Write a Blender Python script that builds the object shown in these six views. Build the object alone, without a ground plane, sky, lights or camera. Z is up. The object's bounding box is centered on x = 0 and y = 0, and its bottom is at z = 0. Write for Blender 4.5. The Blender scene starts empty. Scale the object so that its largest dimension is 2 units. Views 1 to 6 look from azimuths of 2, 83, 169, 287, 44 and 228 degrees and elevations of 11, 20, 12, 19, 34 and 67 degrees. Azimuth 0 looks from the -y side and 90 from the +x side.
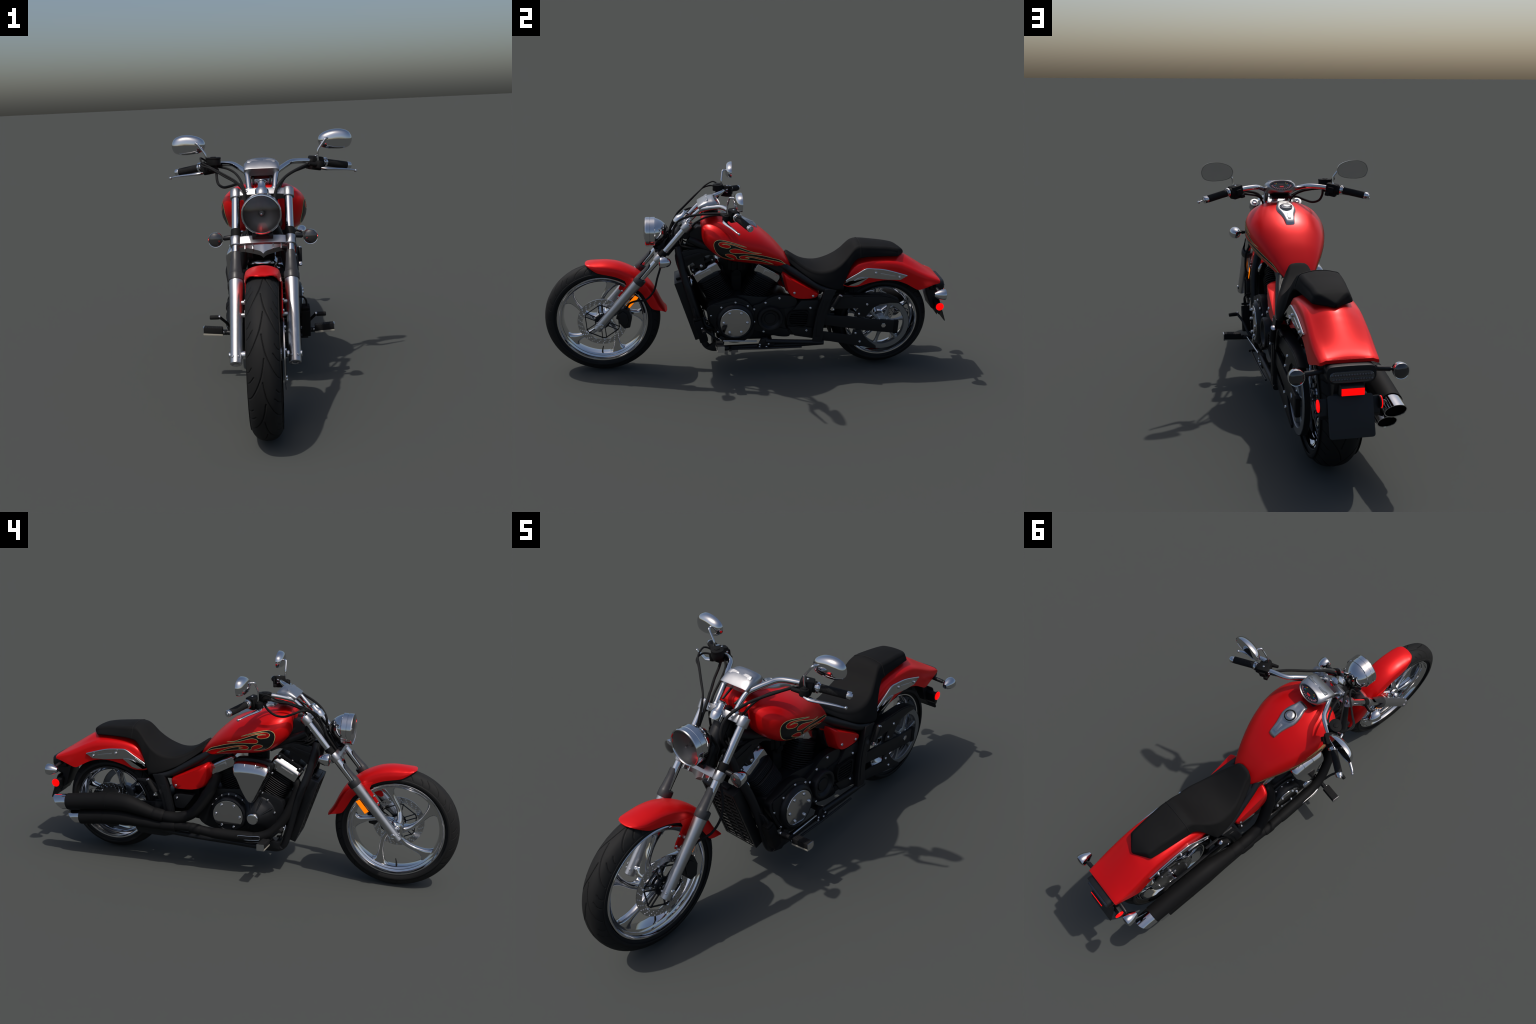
"""Red chopper-style cruiser motorcycle, built part by part.  Front of the bike looks along -y."""
import bpy, bmesh, math, random
import numpy as np
from mathutils import Vector, Matrix, geometry
from mathutils.bvhtree import BVHTree

random.seed(7)
rng = np.random.default_rng(7)
COL = bpy.context.scene.collection
TAU = math.tau


# ------------------------------------------------------------------ materials
def material(name, colour, rough=0.5, metal=0.0, spec=0.5, coat=0.0, coat_rough=0.1, grain=None, bump=None, vary=None, emit=None, trans=0.0, ior=1.45):
    m = bpy.data.materials.new(name)
    m.use_nodes = True
    nt = m.node_tree
    b = nt.nodes["Principled BSDF"]
    b.inputs["Base Color"].default_value = (*colour, 1)
    b.inputs["Roughness"].default_value = rough
    b.inputs["Metallic"].default_value = metal
    b.inputs["Specular IOR Level"].default_value = spec
    b.inputs["Coat Weight"].default_value = coat
    b.inputs["Coat Roughness"].default_value = coat_rough
    b.inputs["Transmission Weight"].default_value = trans
    b.inputs["IOR"].default_value = ior
    co = nt.nodes.new("ShaderNodeTexCoord")
    if vary:   # slow colour mottling: (scale, amount)
        n = nt.nodes.new("ShaderNodeTexNoise")
        n.inputs["Scale"].default_value = vary[0]
        n.inputs["Detail"].default_value = 4
        nt.links.new(co.outputs["Object"], n.inputs["Vector"])
        r = nt.nodes.new("ShaderNodeValToRGB")
        lo, hi = 1 - vary[1], 1 + vary[1]
        r.color_ramp.elements[0].color = (*[c * lo for c in colour], 1)
        r.color_ramp.elements[1].color = (*[min(1, c * hi) for c in colour], 1)
        r.color_ramp.elements[0].position, r.color_ramp.elements[1].position = 0.3, 0.7
        nt.links.new(n.outputs["Fac"], r.inputs["Fac"])
        nt.links.new(r.outputs["Color"], b.inputs["Base Color"])
    if grain:  # roughness break-up: (scale, amount)
        n = nt.nodes.new("ShaderNodeTexNoise")
        n.inputs["Scale"].default_value = grain[0]
        nt.links.new(co.outputs["Object"], n.inputs["Vector"])
        mr = nt.nodes.new("ShaderNodeMapRange")
        mr.inputs["To Min"].default_value = max(0.0, rough - grain[1])
        mr.inputs["To Max"].default_value = rough + grain[1]
        nt.links.new(n.outputs["Fac"], mr.inputs["Value"])
        nt.links.new(mr.outputs["Result"], b.inputs["Roughness"])
    if bump:   # fine grain relief: (scale, strength)
        n = nt.nodes.new("ShaderNodeTexNoise")
        n.inputs["Scale"].default_value = bump[0]
        n.inputs["Detail"].default_value = 3
        nt.links.new(co.outputs["Object"], n.inputs["Vector"])
        bp = nt.nodes.new("ShaderNodeBump")
        bp.inputs["Strength"].default_value = bump[1]
        bp.inputs["Distance"].default_value = 0.001
        nt.links.new(n.outputs["Fac"], bp.inputs["Height"])
        nt.links.new(bp.outputs["Normal"], b.inputs["Normal"])
    if emit:
        b.inputs["Emission Color"].default_value = (*emit[0], 1)
        b.inputs["Emission Strength"].default_value = emit[1]
    return m


RED = material("red_satin_paint", (0.80, 0.005, 0.006), 0.34, 0.42, spec=0.5, grain=(40, 0.02))
CHROME = material("polished_chrome", (0.63, 0.635, 0.65), 0.05, 1.0, grain=(30, 0.01))
SILVER = material("satin_aluminium", (0.46, 0.46, 0.47), 0.36, 1.0, grain=(60, 0.04))
STEEL = material("brushed_steel", (0.52, 0.52, 0.53), 0.24, 1.0, grain=(80, 0.05))
COVER = material("polished_cover_steel", (0.55, 0.55, 0.56), 0.12, 1.0, grain=(50, 0.02))
BLACK = material("satin_black_enamel", (0.008, 0.0085, 0.010), 0.42, spec=0.35, grain=(50, 0.05))
MATT = material("matt_black_coating", (0.0075, 0.0075, 0.0078), 0.65, spec=0.14, bump=(900, 0.1))
FINBLACK = material("black_cylinder_coating", (0.006, 0.0062, 0.007), 0.45, spec=0.35)
RUBBER = material("black_rubber", (0.011, 0.011, 0.0115), 0.75, spec=0.2, bump=(700, 0.15))
TYRE = material("tyre_rubber", (0.0125, 0.0125, 0.0125), 0.7, spec=0.25, bump=(500, 0.15), vary=(9, 0.08))
GROOVE = material("tyre_groove_rubber", (0.004, 0.004, 0.004), 0.8, spec=0.2)
SEATM = material("black_seat_leather", (0.0085, 0.0085, 0.0087), 0.75, spec=0.13, bump=(420, 0.2), vary=(14, 0.06))
HOLE = material("dark_recess", (0.003, 0.003, 0.003), 0.8, spec=0.1)
PULLEY = material("grey_cast_aluminium", (0.27, 0.28, 0.29), 0.42, 0.9, grain=(60, 0.05))
GLASS = material("clear_lens", (0.9, 0.9, 0.92), 0.02, trans=1.0, ior=1.4)
REFLECT = material("lamp_reflector", (0.10, 0.10, 0.105), 0.5, 0.6)
MIRROR = material("mirror_glass", (0.6, 0.61, 0.62), 0.01, 1.0)
BOOT = material("grey_boot_plastic", (0.026, 0.026, 0.028), 0.38, spec=0.5, grain=(60, 0.04))
SMOKE = material("dark_signal_lens", (0.05, 0.05, 0.052), 0.06, 0.55, coat=1.0, coat_rough=0.03)
GOLD = material("gold_pinstripe", (0.74, 0.62, 0.26), 0.4, 0.0, vary=(60, 0.25))
FLAMEBLACK = material("black_flame_paint", (0.004, 0.005, 0.006), 0.35)
MARKER_RED = material("red_marker_glow", (0.9, 0.0, 0.0), 0.3, emit=((1, 0.0, 0.0), 1.0))  # emission gives red and amber markers a flat glow, even in shade
MARKER_AMBER = material("amber_marker_glow", (0.95, 0.22, 0.0), 0.3, emit=((1, 0.21, 0.0), 0.9))
DIAL = material("gauge_dial", (0.02, 0.02, 0.022), 0.3)
TICK = material("gauge_tick", (0.6, 0.25, 0.3), 0.5)
PLATE = material("black_number_plate", (0.012, 0.0135, 0.016), 0.5)
PAD = material("pale_peg_pad", (0.33, 0.31, 0.26), 0.5)
LAMPS = {c: material("indicator_" + c, v, 0.4) for c, v in dict(red=(0.8, 0.02, 0.03), green=(0.02, 0.5, 0.06), blue=(0.02, 0.1, 0.8), yellow=(0.6, 0.5, 0.02)).items()}


# ------------------------------------------------------------------ geometry helpers
ROOT = bpy.data.objects.new("motorcycle", None)
COL.objects.link(ROOT)
ROOT["label"] = "red chopper cruiser motorcycle with black flame tank"
ROOT["category"] = "motorcycle"


def mesh_object(name, verts, faces, mat, parent=None, sharp=38, stuff=False, fix=True):
    me = bpy.data.meshes.new(name)
    me.from_pydata([tuple(v) for v in verts], [], [tuple(f) for f in faces])
    if fix:
        bm = bmesh.new()
        bm.from_mesh(me)
        bmesh.ops.remove_doubles(bm, verts=bm.verts, dist=1e-6)
        bmesh.ops.recalc_face_normals(bm, faces=bm.faces)
        bm.to_mesh(me)
        bm.free()
    return link(name, me, mat, parent, sharp, stuff)


def link(name, me, mat, parent=None, sharp=38, stuff=False):
    me.polygons.foreach_set("use_smooth", [True] * len(me.polygons))
    me.set_sharp_from_angle(angle=math.radians(sharp))
    me.materials.append(mat)
    o = bpy.data.objects.new(name, me)
    COL.objects.link(o)
    o.parent = parent or ROOT
    if stuff:
        o["kind"] = "stuff"
    return o


class Build:
    """Collects several solids into one mesh."""
    def __init__(self):
        self.v, self.f = [], []

    def add(self, vf):
        n = len(self.v)
        self.v += [tuple(p) for p in vf[0]]
        self.f += [tuple(i + n for i in f) for f in vf[1]]
        return self

    def make(self, name, mat, parent=None, sharp=38, stuff=False):
        return mesh_object(name, self.v, self.f, mat, parent, sharp, stuff)


def spline(pts, n=8, closed=False):
    """Catmull-Rom (centripetal-ish) through points of any dimension."""
    P = [np.array(p, float) for p in pts]
    if len(P) < 3:
        return P
    out, k = [], len(P)
    rngs = range(k) if closed else range(k - 1)
    for i in rngs:
        p1, p2 = P[i], P[(i + 1) % k]
        p0 = P[(i - 1) % k] if closed or i > 0 else 2 * p1 - p2
        p3 = P[(i + 2) % k] if closed or i + 2 < k else 2 * p2 - p1
        d1 = max(1e-9, np.linalg.norm(p2 - p1))
        m1 = (p2 - p0) * d1 / max(1e-9, d1 + np.linalg.norm(p1 - p0))
        m2 = (p3 - p1) * d1 / max(1e-9, d1 + np.linalg.norm(p3 - p2))
        for j in range(n):
            t = j / n
            out.append((2*t**3-3*t**2+1)*p1 + (t**3-2*t**2+t)*m1 + (-2*t**3+3*t**2)*p2 + (t**3-t**2)*m2)
    if not closed:
        out.append(P[-1])
    return out


def frame(axis):
    a = Vector(axis).normalized()
    h = Vector((0, 0, 1)) if abs(a.z) < 0.9 else Vector((0, 1, 0))
    u = h.cross(a).normalized()
    return u, a.cross(u).normalized(), a


def lathe(profile, origin, axis, segs=40, close=False, arc=None, u0=None):
    """Profile (r, h) spun about axis through origin. arc=(a0,a1) for a partial turn."""
    o = Vector(origin)
    u, v, a = frame(axis)
    if u0 is not None:
        u = Vector(u0)
        u = (u - a * u.dot(a)).normalized()
        v = a.cross(u)
    n = segs + 1 if arc else segs
    a0, a1 = arc or (0, TAU)
    verts, faces = [], []
    for r, h in profile:
        for j in range(n):
            t = a0 + (a1 - a0) * j / segs
            verts.append(o + a * h + (u * math.cos(t) + v * math.sin(t)) * max(r, 0.0))
    k = len(profile)
    for i in range(k if close else k - 1):
        i2 = (i + 1) % k
        for j in range(segs):
            j2 = j + 1 if arc else (j + 1) % segs
            q = [i*n+j, i*n+j2, i2*n+j2, i2*n+j]
            if profile[i][0] <= 0:
                q = [i*n, i2*n+j2, i2*n+j] if not arc else q
            elif profile[i2][0] <= 0:
                q = [i*n+j, i*n+j2, i2*n] if not arc else q
            faces.append(q)
    return verts, faces


def rounded(r, h0, h1, b=0.0015):
    """Closed cylinder profile with rounded rims."""
    return [(0, h0), (r-b, h0), (r-0.3*b, h0+0.3*b), (r, h0+b), (r, h1-b), (r-0.3*b, h1-0.3*b), (r-b, h1), (0, h1)]


def sweep(pts, radius, segs=14, flat=1.0, up=None, cap=True):
    """Round (or flattened) tube along pts. radius: number or one per point."""
    P = [Vector(p) for p in pts]
    n = len(P)
    R = [radius] * n if isinstance(radius, (int, float)) else list(np.interp(np.linspace(0, 1, n), np.linspace(0, 1, len(radius)), radius))
    T = [(P[min(i+1, n-1)] - P[max(i-1, 0)]).normalized() for i in range(n)]
    if up is not None:
        u = Vector(up)
        u = (u - T[0]*u.dot(T[0])).normalized()
    else:
        u = frame(T[0])[0]
    verts, faces = [], []
    for i in range(n):
        u = (u - T[i]*u.dot(T[i])).normalized()
        w = T[i].cross(u)
        for j in range(segs):
            t = TAU*j/segs
            verts.append(P[i] + u*math.cos(t)*R[i] + w*math.sin(t)*R[i]*flat)
    for i in range(n-1):
        for j in range(segs):
            j2 = (j+1) % segs
            faces.append([i*segs+j, i*segs+j2, (i+1)*segs+j2, (i+1)*segs+j])
    if cap:
        faces.append(list(range(segs))[::-1])
        faces.append([(n-1)*segs+j for j in range(segs)])
    return verts, faces


def rod(p0, p1, r, segs=16, b=None):
    a = Vector(p1) - Vector(p0)
    return lathe(rounded(r, 0, a.length, b if b is not None else min(0.0015, r*0.3)), p0, a, segs)


def bevelled(vf, b, angle=30, segs=2):
    bm = bmesh.new()
    vs = [bm.verts.new(tuple(p)) for p in vf[0]]
    for f in vf[1]:
        try:
            bm.faces.new([vs[i] for i in f])
        except ValueError:
            pass
    bmesh.ops.recalc_face_normals(bm, faces=bm.faces)
    if b > 0:
        es = [e for e in bm.edges if len(e.link_faces) == 2 and e.calc_face_angle(0) > math.radians(angle)]
        bmesh.ops.bevel(bm, geom=es, offset=b, segments=segs, profile=0.6, affect="EDGES", clamp_overlap=True)
    bm.verts.index_update()
    out = [tuple(v.co) for v in bm.verts], [[v.index for v in f.verts] for f in bm.faces]
    bm.free()
    return out


def prism(outline, x0, x1, b=0.002, shear=None):
    """Side-view outline [(y, z)] extruded from x0 to x1 with rounded edges."""
    n = len(outline)
    verts = [(x0, y, z) for y, z in outline] + [(x1, y, z) for y, z in outline]
    faces = [list(range(n))[::-1], [n+i for i in range(n)]] + [[i, (i+1) % n, n+(i+1) % n, n+i] for i in range(n)]
    return bevelled((verts, faces), b)


def box(c, size, ax=None, b=0.002):
    """Box at c; ax = three axes (columns)."""
    ax = [Vector(a).normalized() for a in ax] if ax else [Vector((1, 0, 0)), Vector((0, 1, 0)), Vector((0, 0, 1))]
    c = Vector(c)
    v = [c + ax[0]*(sx*size[0]/2) + ax[1]*(sy*size[1]/2) + ax[2]*(sz*size[2]/2) for sx in (-1, 1) for sy in (-1, 1) for sz in (-1, 1)]
    f = [(0, 1, 3, 2), (4, 6, 7, 5), (0, 4, 5, 1), (2, 3, 7, 6), (0, 2, 6, 4), (1, 5, 7, 3)]
    return bevelled((v, f), b)


def loft(rings, cap=True, closed=True):
    n = len(rings[0])
    verts = [p for r in rings for p in r]
    faces = []
    for i in range(len(rings)-1):
        for j in range(n if closed else n-1):
            j2 = (j+1) % n
            faces.append([i*n+j, i*n+j2, (i+1)*n+j2, (i+1)*n+j])
    if cap:
        faces.append(list(range(n))[::-1])
        faces.append([(len(rings)-1)*n+j for j in range(n)])
    return verts, faces


def pillow(outline, x0, x1, dome=0.3, shrink=0.2, steps=7, tilt=None):
    """Side cover: outline at x0 swelling outward to x1 with softly rounded shoulders."""
    O = np.array(outline)
    c = O.mean(0)
    rings = []
    for i in range(steps+1):
        t = i/steps
        s = 1 - shrink*(1-math.cos(t*math.pi/2))
        x = x0 + (x1-x0)*(dome*t + (1-dome)*math.sin(t*math.pi/2))
        rings.append([(x, *(c + (p-c)*s)) for p in O])
    rings.append([(x1, *(c + (p-c)*(1-shrink)*0.6)) for p in O])
    rings.append([(x1, *(c + (p-c)*(1-shrink)*0.2)) for p in O])
    return loft(rings)


def inside(poly, p):
    x, y = p
    c, n = False, len(poly)
    for i in range(n):
        (x1, y1), (x2, y2) = poly[i], poly[i-1]
        if (y1 > y) != (y2 > y) and x < (x2-x1)*(y-y1)/(y2-y1)+x1:
            c = not c
    return c


def perforated(outer, holes, to3d, t0, t1, extra=()):
    """Flat plate with real holes, between heights t0 and t1; to3d(u, v, t) places it."""
    verts, edges = [], []
    for loop in [outer] + holes:
        s = len(verts)
        verts += [Vector(p) for p in loop]
        edges += [(s+i, s+(i+1) % len(loop)) for i in range(len(loop))]
    verts += [Vector(p) for p in extra]
    vo, eo, fo, *_ = geometry.delaunay_2d_cdt(verts, edges, [], 0, 1e-7)
    P = [(v.x, v.y) for v in vo]
    H = [np.array(h) for h in holes]
    HC = [(h.mean(0), np.linalg.norm(h-h.mean(0), axis=1).max()) for h in H]
    keep = []
    for f in fo:
        c = np.mean([P[i] for i in f], axis=0)
        if not inside(outer, c):
            continue
        if any(np.linalg.norm(c-m) < r and inside([tuple(q) for q in h], c) for h, (m, r) in zip(H, HC)):
            continue
        keep.append(list(f))
    n = len(P)
    V = [to3d(u, v, t0) for u, v in P] + [to3d(u, v, t1) for u, v in P]
    count = {}
    for f in keep:
        for i in range(len(f)):
            e = (f[i-1], f[i])
            count[tuple(sorted(e))] = count.get(tuple(sorted(e)), []) + [e]
    F = [f[::-1] for f in keep] + [[i+n for i in f] for f in keep]
    F += [[a, b, b+n, a+n] for l in count.values() if len(l) == 1 for a, b in l]
    return V, F


def circle(cx, cy, r, n=12, ph=0.0):
    return [(cx+r*math.cos(ph+TAU*i/n), cy+r*math.sin(ph+TAU*i/n)) for i in range(n)]


# bolts share one mesh
def bolt_mesh():
    prof = [(0, -0.002), (0.0062, -0.002), (0.0064, 0.0008), (0.0058, 0.0028), (0.0045, 0.0042), (0.0030, 0.0046), (0.0026, 0.0030), (0, 0.0030)]
    v, f = lathe(prof, (0, 0, 0), (0, 0, 1), 14)
    me = bpy.data.meshes.new("bolt")
    me.from_pydata([tuple(p) for p in v], [], f)
    bm = bmesh.new(); bm.from_mesh(me)
    bmesh.ops.remove_doubles(bm, verts=bm.verts, dist=1e-6)
    bmesh.ops.recalc_face_normals(bm, faces=bm.faces); bm.to_mesh(me); bm.free()
    me.polygons.foreach_set("use_smooth", [True]*len(me.polygons))
    me.set_sharp_from_angle(angle=math.radians(50))
    me.materials.append(CHROME)
    return me


BOLT = bolt_mesh()


def bolt(p, axis, parent=None, s=1.0):
    o = bpy.data.objects.new("bolt", BOLT)
    COL.objects.link(o)
    o.parent = parent or ROOT
    u, v, a = frame(axis)
    o.matrix_local = Matrix.Translation(Vector(p)) @ Matrix((u, v, a)).transposed().to_4x4() @ Matrix.Scale(s, 4)
    return o


X = Vector((1, 0, 0))
SIDES = (1, -1)
YZ = lambda x, p: (x, p[0], p[1])

# ------------------------------------------------------------------ wheels
FW, RW = Vector((0, -0.7215, 0.2785)), Vector((0, 0.662, 0.248))


def tyre(name, centre, R, half, rim_r, rim_x, pitches, parent, shape=1.0):
    """Fat tyre with curved tread grooves pressed into a fine mesh."""
    prof = spline([(0, R), (half*0.35, R-0.0022*shape), (half*0.62, R-0.0095*shape), (half*0.84, R-0.023*shape), (half*0.965, R-0.038*shape), (half, R-0.05*min(1, shape)),
                   (half*0.97, (R+rim_r)/2-0.004), (rim_x+0.002, rim_r+0.002), (rim_x-0.004, rim_r-0.006)], 9)
    prof = [tuple(p) for p in prof]
    # resample finely where the tread runs
    P = np.array(prof)
    L = np.concatenate([[0], np.cumsum(np.linalg.norm(np.diff(P, axis=0), axis=1))])
    tread = float(np.interp(R-0.030*shape, P[::-1, 1], L[::-1]))
    s_half = np.concatenate([np.arange(0, tread+0.004, 0.00155), np.linspace(tread+0.006, L[-1], 12)])
    s_all = np.concatenate([-s_half[::-1], s_half[1:]])
    xs = np.sign(s_all)*np.interp(abs(s_all), L, P[:, 0])
    rs = np.interp(abs(s_all), L, P[:, 1])
    circ = TAU*R
    nseg = int(circ/0.0017/pitches)*pitches
    th = np.arange(nseg)/nseg*TAU
    pitch = circ/pitches
    S, A = np.meshgrid(s_all, th*R)
    A = A % pitch
    d = np.full(S.shape, 9.0)

    def press(line, w):
        nonlocal d
        q = np.array(spline(line, 5))
        for k in (-1, 0, 1):
            for a, b in zip(q[:-1], q[1:]):
                a2, b2 = np.array([a[0]*tread, (a[1]+k)*pitch]), np.array([b[0]*tread, (b[1]+k)*pitch])
                if max(a2[1], b2[1]) < -0.01 or min(a2[1], b2[1]) > pitch+0.01:
                    continue
                ab = b2-a2
                t = np.clip(((S-a2[0])*ab[0]+(A-a2[1])*ab[1])/(ab@ab), 0, 1)
                d = np.minimum(d, np.hypot(S-a2[0]-t*ab[0], A-a2[1]-t*ab[1])/w)
    for sgn, ph in ((1, 0.0), (-1, 0.5)):
        press([(sgn*0.97, ph+0.02), (sgn*0.72, ph+0.10), (sgn*0.42, ph+0.30), (sgn*0.14, ph+0.58), (sgn*0.02, ph+0.80), (-sgn*0.05, ph+1.0)], 0.0021)
        press([(sgn*0.98, ph+0.42), (sgn*0.78, ph+0.46), (sgn*0.50, ph+0.60)], 0.0021)
        press([(sgn*0.98, ph+0.68), (sgn*0.82, ph+0.70), (sgn*0.62, ph+0.80)], 0.0020)
    depth = 0.0028*np.clip(1.3-d, 0, 1)
    r = rs[None, :]-depth
    V = np.stack([np.broadcast_to(xs[None, :], r.shape)+centre.x, centre.y+r*np.sin(th)[:, None], centre.z+r*np.cos(th)[:, None]], -1)
    m = len(s_all)
    idx = np.arange(nseg*m).reshape(nseg, m)
    nx = np.roll(idx, -1, 0)
    F = np.stack([idx[:, :-1], idx[:, 1:], nx[:, 1:], nx[:, :-1]], -1).reshape(-1, 4)
    deep = (depth[:, :-1]+depth[:, 1:])/2 > 0.0017
    me = bpy.data.meshes.new(name)
    me.from_pydata(V.reshape(-1, 3).tolist(), [], F.tolist())
    o = link(name, me, TYRE, parent, 180)
    me.materials.append(GROOVE)
    me.polygons.foreach_set("material_index", deep.reshape(-1).astype(int).tolist())
    return o


def wheel(centre, rim_r, rim_x, inner_r, hub_r, hub_x, spokes, phase, twist, wide):
    """Chrome five-spoke rim: barrel + swirling spokes + hub in one mesh."""
    b = Build()
    half = [(rim_r+0.001, rim_x), (rim_r-0.003, rim_x+0.003), (rim_r-0.008, rim_x+0.002), (rim_r-0.010, rim_x-0.003), (rim_r-0.014, rim_x-0.010), (inner_r+0.008, rim_x-0.018),
            (inner_r+0.002, rim_x*0.5), (inner_r, rim_x*0.28)]
    inner = half + [(r, -x) for r, x in half[::-1]]
    outer = [(rim_r-0.002, -rim_x+0.004), (inner_r+0.010, -rim_x*0.7), (inner_r+0.006, 0), (inner_r+0.010, rim_x*0.7), (rim_r-0.002, rim_x-0.004)]
    b.add(lathe(inner + outer, centre, X, 128, close=True))
    b.add(lathe([(0, -hub_x), (hub_r*0.55, -hub_x), (hub_r*0.6, -hub_x+0.002), (hub_r*0.62, -hub_x*0.72), (hub_r*0.92, -hub_x*0.66), (hub_r, -hub_x*0.55), (hub_r, hub_x*0.55), (hub_r*0.92, hub_x*0.66),
                 (hub_r*0.62, hub_x*0.72), (hub_r*0.6, hub_x-0.002), (hub_r*0.55, hub_x), (0, hub_x)], centre, X, 48))
    k = 22
    for s in range(spokes):
        base = phase + TAU*s/spokes
        rings = []
        for i in range(k+1):
            t = i/k
            r = hub_r*0.8 + (inner_r+0.004-hub_r*0.8)*t
            ang = base + twist*(1-t)**1.7
            w = np.interp(t, [0, .15, .4, .62, .8, .92, 1], [.036, .028, .0235, .0245, .035, .056, .096])*wide
            hx = np.interp(t, [0, .3, .7, 1], [hub_x*0.62, .0155, .0145, .019])
            ring = []
            for j in range(16):
                a = TAU*j/16
                cu, cv = math.copysign(abs(math.cos(a))**0.62, math.cos(a)), math.copysign(abs(math.sin(a))**0.62, math.sin(a))
                aa = ang + cu*w/2/r
                ring.append((centre.x+hx*cv, centre.y+r*math.cos(aa), centre.z+r*math.sin(aa)))
            rings.append(ring)
        b.add(loft(rings))
    return b.make("wheel", CHROME, None, 40)


def brake_disc(centre, x, r_out, r_in, thick, parent, rows, per_row):
    holes = []
    for i in range(per_row):
        for j in range(rows):
            rr = r_in + (r_out-r_in)*(j+0.7)/(rows+0.4)
            a = TAU*(i + (0.33*j) % 1)/per_row + 0.1*j
            holes.append(circle(rr*math.cos(a), rr*math.sin(a), 0.0031, 8))
    inner = [(r_in*(1+0.02*math.cos(10*t))*math.cos(t), r_in*(1+0.02*math.cos(10*t))*math.sin(t)) for t in np.linspace(0, TAU, 120, endpoint=False)]
    v, f = perforated(circle(0, 0, r_out, 120), [inner]+holes, lambda u, w, t: (x+t, centre.y+u, centre.z+w), -thick/2, thick/2)
    return mesh_object("brake_disc", v, f, STEEL, parent, 30)


wf = wheel(FW, 0.2215, 0.042, 0.190, 0.036, 0.060, 5, math.radians(2), math.radians(42), 1.0)
tyre("tire", FW, 0.2785, 0.0535, 0.2215, 0.042, 12, wf)
brake_disc(FW, 0.064, 0.118, 0.093, 0.004, wf, 3, 26)
# black disc carrier: star of triangles
car = Build()
car.add(lathe([(0.018, 0.060), (0.034, 0.060), (0.036, 0.062), (0.036, 0.066), (0.034, 0.068), (0.018, 0.068)], FW, X, 32, close=True))


def strut(r0, a0, r1, a1, w=0.0040):
    q, e = (FW + Vector((0.064, r*math.cos(a), r*math.sin(a))) for r, a in ((r0, a0), (r1, a1)))
    d = (e-q).normalized()
    car.add(box((q+e)/2, (0.006, w, (e-q).length+w*0.7), (X, d.cross(X), d), 0.0008))


for i in range(6):
    a, nxt = TAU*i/6 + 0.61, TAU*(i+1)/6 + 0.61
    mid = (a+nxt)/2
    strut(0.084, a+0.13, 0.084, nxt-0.13)          # outer edge of each triangle
    strut(0.033, mid-0.25, 0.085, a+0.11)
    strut(0.033, mid+0.25, 0.085, nxt-0.11)
    strut(0.086, a-0.13, 0.086, a+0.13)
car.make("disc_carrier", BLACK, wf)
for i in range(6):
    a = TAU*i/6 + 0.61
    bolt(FW + Vector((0.067, 0.094*math.cos(a), 0.094*math.sin(a))), X, wf, 0.9)
for i in range(5):
    a = TAU*i/5 + 0.6
    bolt(FW + Vector((-0.038, 0.026*math.cos(a), 0.026*math.sin(a))), -X, wf, 0.75)
ax = Build()
ax.add(rod(FW + Vector((-0.098, 0, 0)), FW + Vector((0.098, 0, 0)), 0.0085))
ax.add(rod(FW + Vector((-0.080, 0, 0)), FW + Vector((-0.058, 0, 0)), 0.014)).add(rod(FW + Vector((0.068, 0, 0)), FW + Vector((0.080, 0, 0)), 0.013))
ax.make("axle", CHROME, wf)
mesh_object("tire_valve", *sweep([FW + Vector((0.004, -0.012, -0.192)), FW + Vector((0.004, -0.010, -0.176)), FW + Vector((0.004, -0.006, -0.160))], [0.0045, 0.003, 0.0022], 10), RUBBER, wf)

# brake caliper hanging behind the fork leg
cal = Build()
cal.add(prism([(-.645, .312), (-.638, .349), (-.612, .358), (-.590, .345), (-.578, .303), (-.588, .256), (-.616, .250), (-.640, .280)], 0.050, 0.094, 0.004))
cal.add(prism([(-.640, .330), (-.620, .345), (-.600, .330), (-.594, .290), (-.610, .265), (-.634, .285)], 0.093, 0.101, 0.003))
cal.add(prism([(-.655, .300), (-.636, .345), (-.628, .340), (-.640, .290)], 0.06, 0.082, 0.002))
cal.make("brake_caliper", BLACK)

wr = wheel(RW, 0.190, 0.062, 0.160, 0.040, 0.058, 5, math.radians(20), math.radians(34), 0.95)
tyre("tire", RW, 0.2460, 0.0755, 0.190, 0.062, 11, wr, 1.2)
brake_disc(RW, -0.074, 0.108, 0.082, 0.004, wr, 3, 24)
mesh_object("disc_carrier", *lathe([(0.03, -0.070), (0.080, -0.072), (0.084, -0.074), (0.084, -0.070), (0.06, -0.066), (0.03, -0.062)], RW, X, 48, close=True), SILVER, wr)
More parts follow.
